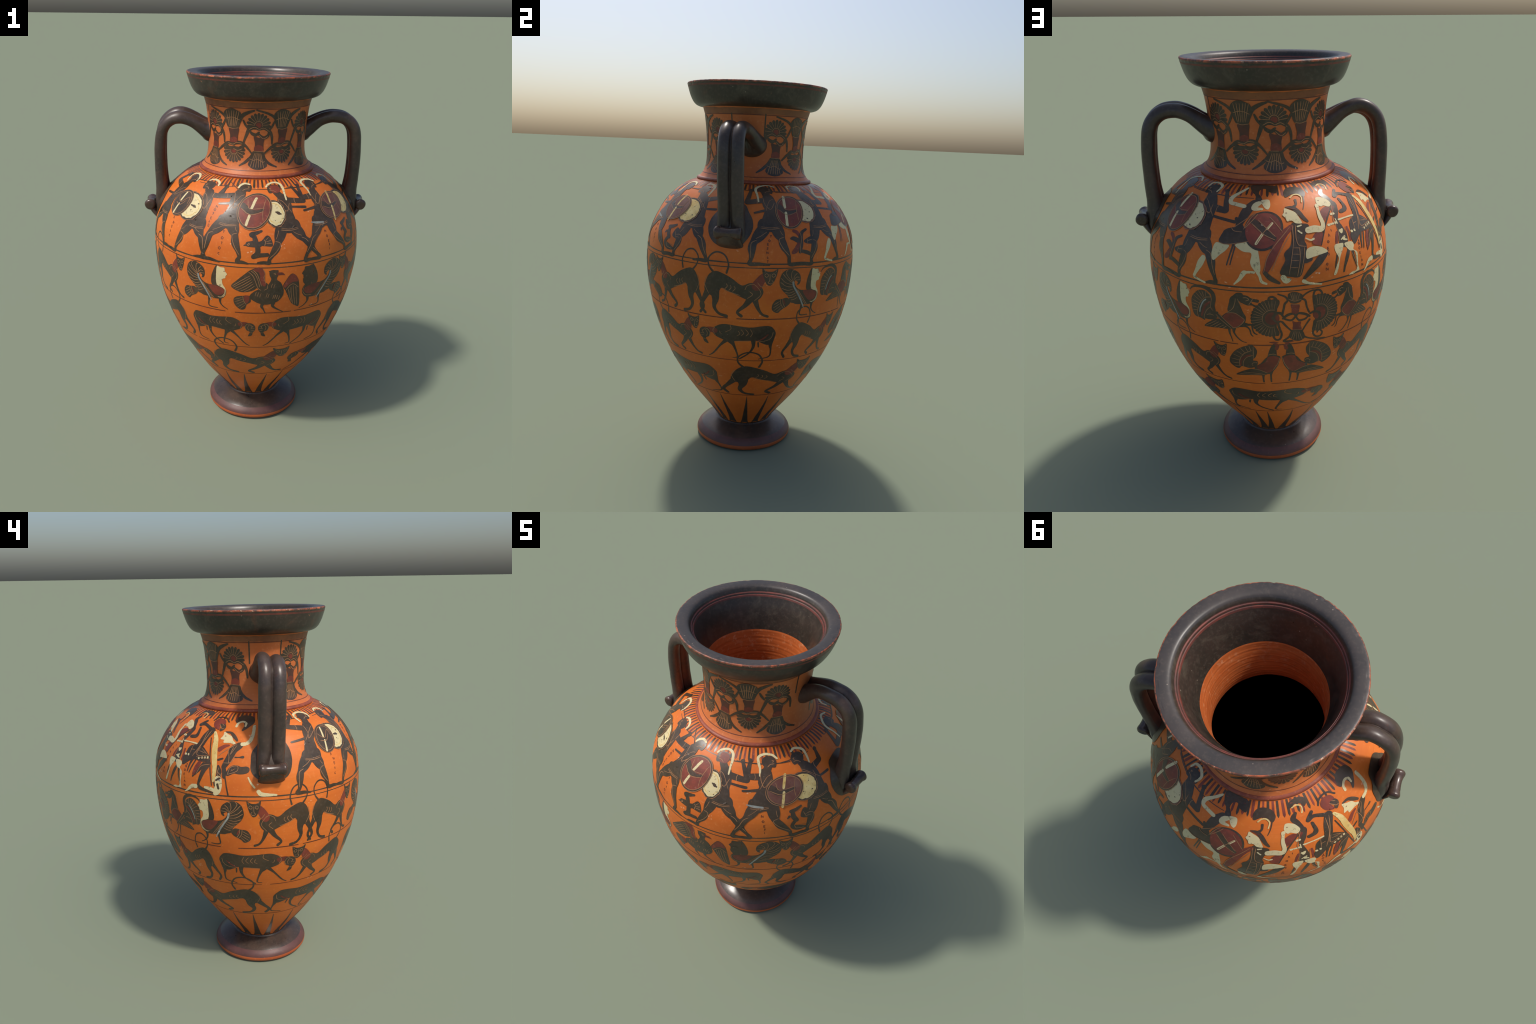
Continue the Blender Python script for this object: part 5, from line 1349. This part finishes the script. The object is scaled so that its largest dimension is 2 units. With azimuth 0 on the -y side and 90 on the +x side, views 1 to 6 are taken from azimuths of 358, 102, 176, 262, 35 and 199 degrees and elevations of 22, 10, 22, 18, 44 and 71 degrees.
def chain_member_down():    # drawn from azimuth 155.0
    return [
        blob('slip', (-3.2, 23.9), (-5.0, 27.6), (-5.7, 30.9), (-3.5, 33.1), (-0.4, 33.6), (2.4, 32.8), (4.3, 31.3), (3.5, 27.6), (2.6, 23.9), (-0.4, 23.5)),
        limb('slip', (2.6, 24.8, 0.9), (3.5, 27.6, 1.5), (5.1, 30.3, 1.9), (8.2, 32.0, 1.5), (11.2, 33.0, 0.9)),
        limb('slip', (-1.5, 24.4, 0.6), (-3.4, 27.0, 1.1), (-5.8, 29.8, 1.3), (-9.2, 31.6, 1.1), (-15.3, 33.3, 0.8)),
        limb('slip', (-5.0, 27.6, 1.0), (-6.2, 25.2, 1.2), (-7.5, 23.2, 0.8)),
        limb('slip', (5.4, 27.8, 0.9), (6.4, 25.8, 1.2), (7.6, 24.0, 0.8)),
        limb('slip', (-9.7, 11.5, 0.8), (-6.4, 14.2, 1.3), (-3.2, 16.0, 1.6), (-0.3, 15.6, 1.3)),
        limb('slip', (-4.5, 14.3, 1.0), (-3.1, 13.5, 1.6), (-0.4, 13.6, 1.5), (0.7, 14.4, 0.9)),
        limb('slip', (10.0, 11.2, 0.8), (7.4, 14.3, 1.1), (4.7, 16.4, 1.6), (1.8, 16.5, 1.6), (-0.4, 15.4, 1.1)),
        limb('slip', (5.3, 15.5, 0.9), (4.8, 13.6, 1.5), (2.5, 12.8, 1.6), (-0.0, 13.7, 1.2)),
        blob('stem', (-2.8, 23.3), (0.1, 23.3), (2.9, 23.8), (2.4, 20.3), (2.0, 16.8), (-0.3, 16.4), (-2.1, 16.6), (-2.0, 20.1)),
        blob('red', (-2.0, 18.2), (-0.1, 19.3), (2.1, 18.5), (2.0, 16.9), (-0.3, 16.5), (-2.0, 16.7)),
        line('incised', (-3.1, 24.0), (-0.4, 23.5), (2.8, 24.0)),
        line('incised', (-4.4, 28.3), (-0.4, 29.2), (3.5, 28.0)),
        line('incised', (-2.4, 24.4), (-3.2, 28.6), (-3.9, 32.4)),
        line('incised', (-1.7, 24.4), (-2.0, 28.7), (-2.3, 32.5)),
        line('incised', (-0.9, 24.5), (-0.9, 28.7), (-0.8, 32.6)),
        line('incised', (-0.2, 24.5), (0.2, 28.8), (0.7, 32.6)),
        line('incised', (0.6, 24.5), (1.3, 28.8), (2.1, 32.7)),
        line('incised', (1.3, 24.6), (2.4, 28.9), (3.5, 32.7)),
        line('incised', (-3.2, 16.0), (-0.4, 15.4), (1.8, 16.5), (4.7, 16.3)),
        line('incised', (-0.0, 13.3), (2.5, 12.5), (4.8, 13.5)),
    ]


def chain_half(azs):
    """lotus and palmette chain on one side of the neck: even members fan up, odd ones fan down"""
    for k, a in enumerate(azs):
        if k % 2 == 0:
            it = palmette(-0.3, 25.5, 6.1, -24, 204, 13) + chain_member_up()
        else:
            it = palmette(0.2, 12.5, 6.0, 156, 384, 13) + chain_member_down()
        paint('lotus_palmette', it, a, 0.0, NECK_S, neck, lift=.0005 + .0008 * (k % 2), sx=rng.uniform(.92, 1.0))

chain_half([304.5, 332, 0.4, 27, 56.5])
chain_half([126.5, 155.5, 184.5, 210, 238.5])
for a in (76.8, 113.0, 256.0, 290.4):
    paint('panel_line', [limb('slip', (0, 23.5, .8), (0, 34.2, .7))], a, 0.0, NECK_S, neck)

def floral_cross():
    return [
        limb('slip', (-5.8, 0.0, 0.9), (-3.8, 1.6, 1.2), (-1.4, 2.0, 1.0), (-0.5, 0.9, 0.8), (1.0, -1.4, 0.9), (3.5, -1.2, 0.9), (4.7, -0.3, 0.7)),
        limb('slip', (5.6, -0.1, 1.0), (3.4, 1.3, 1.1), (0.7, 1.9, 1.0), (-0.5, 0.5, 0.9), (-2.0, -1.0, 0.9), (-3.8, -0.8, 0.9), (-5.8, 0.2, 0.7)),
        limb('slip', (-6.1, -1.6, 1.0), (-4.3, -3.9, 0.8), (-2.2, -6.3, 0.7)),
        limb('slip', (5.7, -1.8, 0.9), (4.2, -4.0, 0.7), (2.6, -6.9, 0.7)),
        limb('slip', (-6.1, 1.9, 1.0), (-5.5, 4.4, 0.9), (-5.0, 6.9, 1.0), (-3.8, 8.4, 0.9), (-4.9, 10.1, 0.8), (-7.8, 11.4, 0.6)),
        limb('slip', (5.3, 2.0, 0.9), (4.3, 4.5, 0.8), (3.6, 7.6, 0.9), (2.1, 8.7, 0.9), (3.6, 10.4, 0.7), (6.4, 11.6, 0.7), (8.3, 11.5, 0.5)),
        limb('slip', (-9.2, 3.9, 2.0), (-8.6, 6.2, 1.1), (-8.4, 8.7, 1.0), (-9.8, 10.2, 1.0), (-11.4, 9.9, 0.9), (-11.7, 8.2, 0.9), (-10.4, 7.4, 0.9), (-9.8, 8.5, 0.6)),
        limb('slip', (8.1, 1.8, 0.8), (7.5, 5.6, 0.9), (7.2, 9.2, 0.9), (8.0, 11.3, 0.9), (9.9, 11.3, 0.9), (11.2, 9.4, 0.9), (10.2, 8.2, 0.8), (9.1, 9.0, 0.6)),
        limb('slip', (-7.9, -1.5, 1.0), (-7.3, -4.3, 1.0), (-6.2, -7.7, 0.9), (-6.9, -10.2, 0.9), (-8.6, -10.5, 0.9), (-9.7, -8.5, 0.9), (-8.8, -7.3, 0.8), (-7.8, -8.3, 0.6)),
        limb('slip', (7.9, -3.0, 0.9), (7.6, -6.4, 0.9), (7.6, -9.4, 0.9), (9.0, -11.2, 0.9), (11.0, -11.4, 0.9), (11.9, -9.7, 0.8), (10.5, -8.0, 0.7), (9.4, -9.1, 0.7)),
        limb('slip', (-2.2, -7.0, 0.8), (-3.0, -9.4, 0.9), (-5.3, -11.5, 0.9), (-1.7, -11.5, 0.6)),
        limb('slip', (2.6, -7.7, 0.8), (4.1, -10.5, 0.8), (8.7, -12.3, 0.7), (13.2, -13.0, 0.6)),
        limb('slip', (-9.9, 0.6, 1.5), (-8.7, 2.6, 1.3), (-6.7, 2.5, 1.2), (-5.8, 1.1, 0.9)),
        limb('slip', (-9.6, -0.1, 1.2), (-8.4, -1.5, 1.0), (-6.7, -1.3, 0.8)),
        limb('slip', (5.9, 1.2, 1.0), (8.1, 1.8, 1.1), (10.1, 0.4, 1.3), (10.0, -2.0, 1.0), (8.2, -2.7, 0.8)),
        blob('slip', (-3.8, 10.0), (-3.2, 11.5), (-0.8, 11.9), (2.1, 10.6), (2.4, 9.3), (1.5, 7.2), (-0.9, 6.7), (-2.9, 7.4)),
        blob('slip', (-1.9, -5.9), (2.1, -6.3), (3.9, -10.1), (2.6, -11.8), (0.5, -12.0), (-1.7, -10.9), (-3.0, -9.1)),
        blob('red', (-2.5, 6.4), (-0.9, 6.4), (1.1, 6.0), (1.1, 4.3), (0.7, 2.2), (-0.5, 1.9), (-2.0, 2.5), (-2.2, 4.4)),
        blob('red', (-1.8, -1.5), (-0.2, -2.3), (1.8, -2.2), (1.8, -3.9), (2.2, -6.1), (0.2, -6.0), (-1.6, -5.6), (-1.5, -3.5)),
        line('incised', (-2.6, 6.6), (1.2, 6.1)),
        line('incised', (-1.7, -5.9), (2.1, -6.3)),
        line('incised', (-3.5, 9.0), (-0.9, 7.8), (2.1, 8.4)),
        line('incised', (-1.7, 8.2), (-2.7, 11.5)),
        line('incised', (-1.3, 8.2), (-1.8, 11.4)),
        line('incised', (-0.8, 8.1), (-0.8, 11.3)),
        line('incised', (-0.3, 8.1), (0.2, 11.2)),
        line('incised', (0.3, 8.0), (1.2, 11.1)),
        line('incised', (-1.0, -6.8), (-2.2, -10.8)),
        line('incised', (-0.5, -6.8), (-1.1, -11.0)),
        line('incised', (0.0, -6.9), (0.1, -11.2)),
        line('incised', (0.6, -7.0), (1.4, -11.4)),
        line('incised', (1.2, -7.1), (2.8, -11.6)),
    ]
paint('floral_cross', floral_cross(), 188.4, .990, lift=.0008)
paint('palmette_fan', palmette(-10.2, 0, 8.7, 75, 285, 21, ring=.48), 188.4, .992, lift=.0006)
paint('palmette_fan', palmette(10.0, .4, 8.6, -105, 105, 21, ring=.48), 188.4, .992, lift=.0006)

# ------------------------------------------------------------------ painted letters, in columns
GLYPHS = {'y': [((-.7, .9), (0, 0)), ((.7, .9), (0, 0)), ((0, 0), (-.1, -.9))], 'o': [((0, .8), (.7, 0), (0, -.8), (-.7, 0), (0, .8))],
          't': [((-.7, .8), (.7, .8)), ((0, .8), (0, -.9))], 'e': [((-.5, .9), (-.5, -.9)), ((-.5, .8), (.5, .7)), ((-.5, 0), (.4, 0)), ((-.5, -.8), (.5, -.8))],
          'l': [((-.6, -.8), (0, .9)), ((0, .9), (.6, -.8))], 'n': [((-.6, -.9), (-.6, .9)), ((-.6, .9), (.6, -.8)), ((.6, -.8), (.6, .6))],
          's': [((.6, .8), (-.4, .6), (.4, 0), (-.5, -.7)), ], 'i': [((0, .9), (0, -.8))], 'c': [((.5, .7), (-.4, .5), (-.4, -.5), (.5, -.7))]}
COLUMNS = [
    [(305.9, 15.6), (307.0, 13.1), (306.6, 10.9), (306.1, 8.3), (305.8, 5.8)],
    [(334.1, 26.8), (333.5, 25.0), (333.0, 22.9), (332.6, 20.5), (332.0, 18.6), (332.2, 16.7)],
    [(341.5, 14.8), (341.0, 11.6), (341.1, 9.0), (340.0, 6.5), (339.8, 3.7)],
    [(38.7, 12.5), (39.1, 9.8), (39.8, 7.1), (39.9, 5.1), (39.8, 3.1)],
    [(113.3, 13.3), (112.5, 11.1), (111.8, 9.3), (111.5, 7.2), (111.5, 5.3), (111.8, 2.9), (111.8, 1.1)],
    [(207.8, 20.4), (205.9, 18.6), (204.7, 16.1), (204.0, 13.3), (203.8, 10.9), (202.4, 7.1), (202.2, 5.0)],
    [(221.9, 12.6), (221.7, 11.6), (221.3, 9.8), (221.3, 7.7), (221.5, 5.8), (221.9, 4.2), (222.0, 2.2)]
]
WORDS = ['lnesc', 'nosele', 'yotoc', 'noesi', 'yoesnct', 'iloeson', 'snoeiln']
for word, col in zip(WORDS, COLUMNS):
    for ch, (a, y) in zip(word, col):
        k = rng.uniform(.62, .85)
        paint('letter', [line('thin', *[(px * k, py * k) for px, py in st], w=.34) for st in GLYPHS[ch]], a, GROUND + y / 100, lift=.0005)

# ------------------------------------------------------------------ pale scuffs and dabs of old lime on the wall
scuff_rng = random.Random(41)
for k in range(46):
    a, s = scuff_rng.uniform(0, 360), scuff_rng.choice((scuff_rng.uniform(.35, 1.5), scuff_rng.uniform(.86, 1.35)))
    n = scuff_rng.randint(2, 5)
    dabs = []
    for _ in range(n):
        x, y, t = scuff_rng.gauss(0, 1.1), scuff_rng.gauss(0, .7), scuff_rng.uniform(-.5, .5)
        l = scuff_rng.uniform(.3, 1.2)
        dabs.append(limb('scuff', (x, y, .2), (x + l * .5, y + l * t * .5, scuff_rng.uniform(.3, .8)), (x + l, y + l * t, .15)))
    paint('pale_scuff', dabs, a, s, lift=.00025, stuff=True)
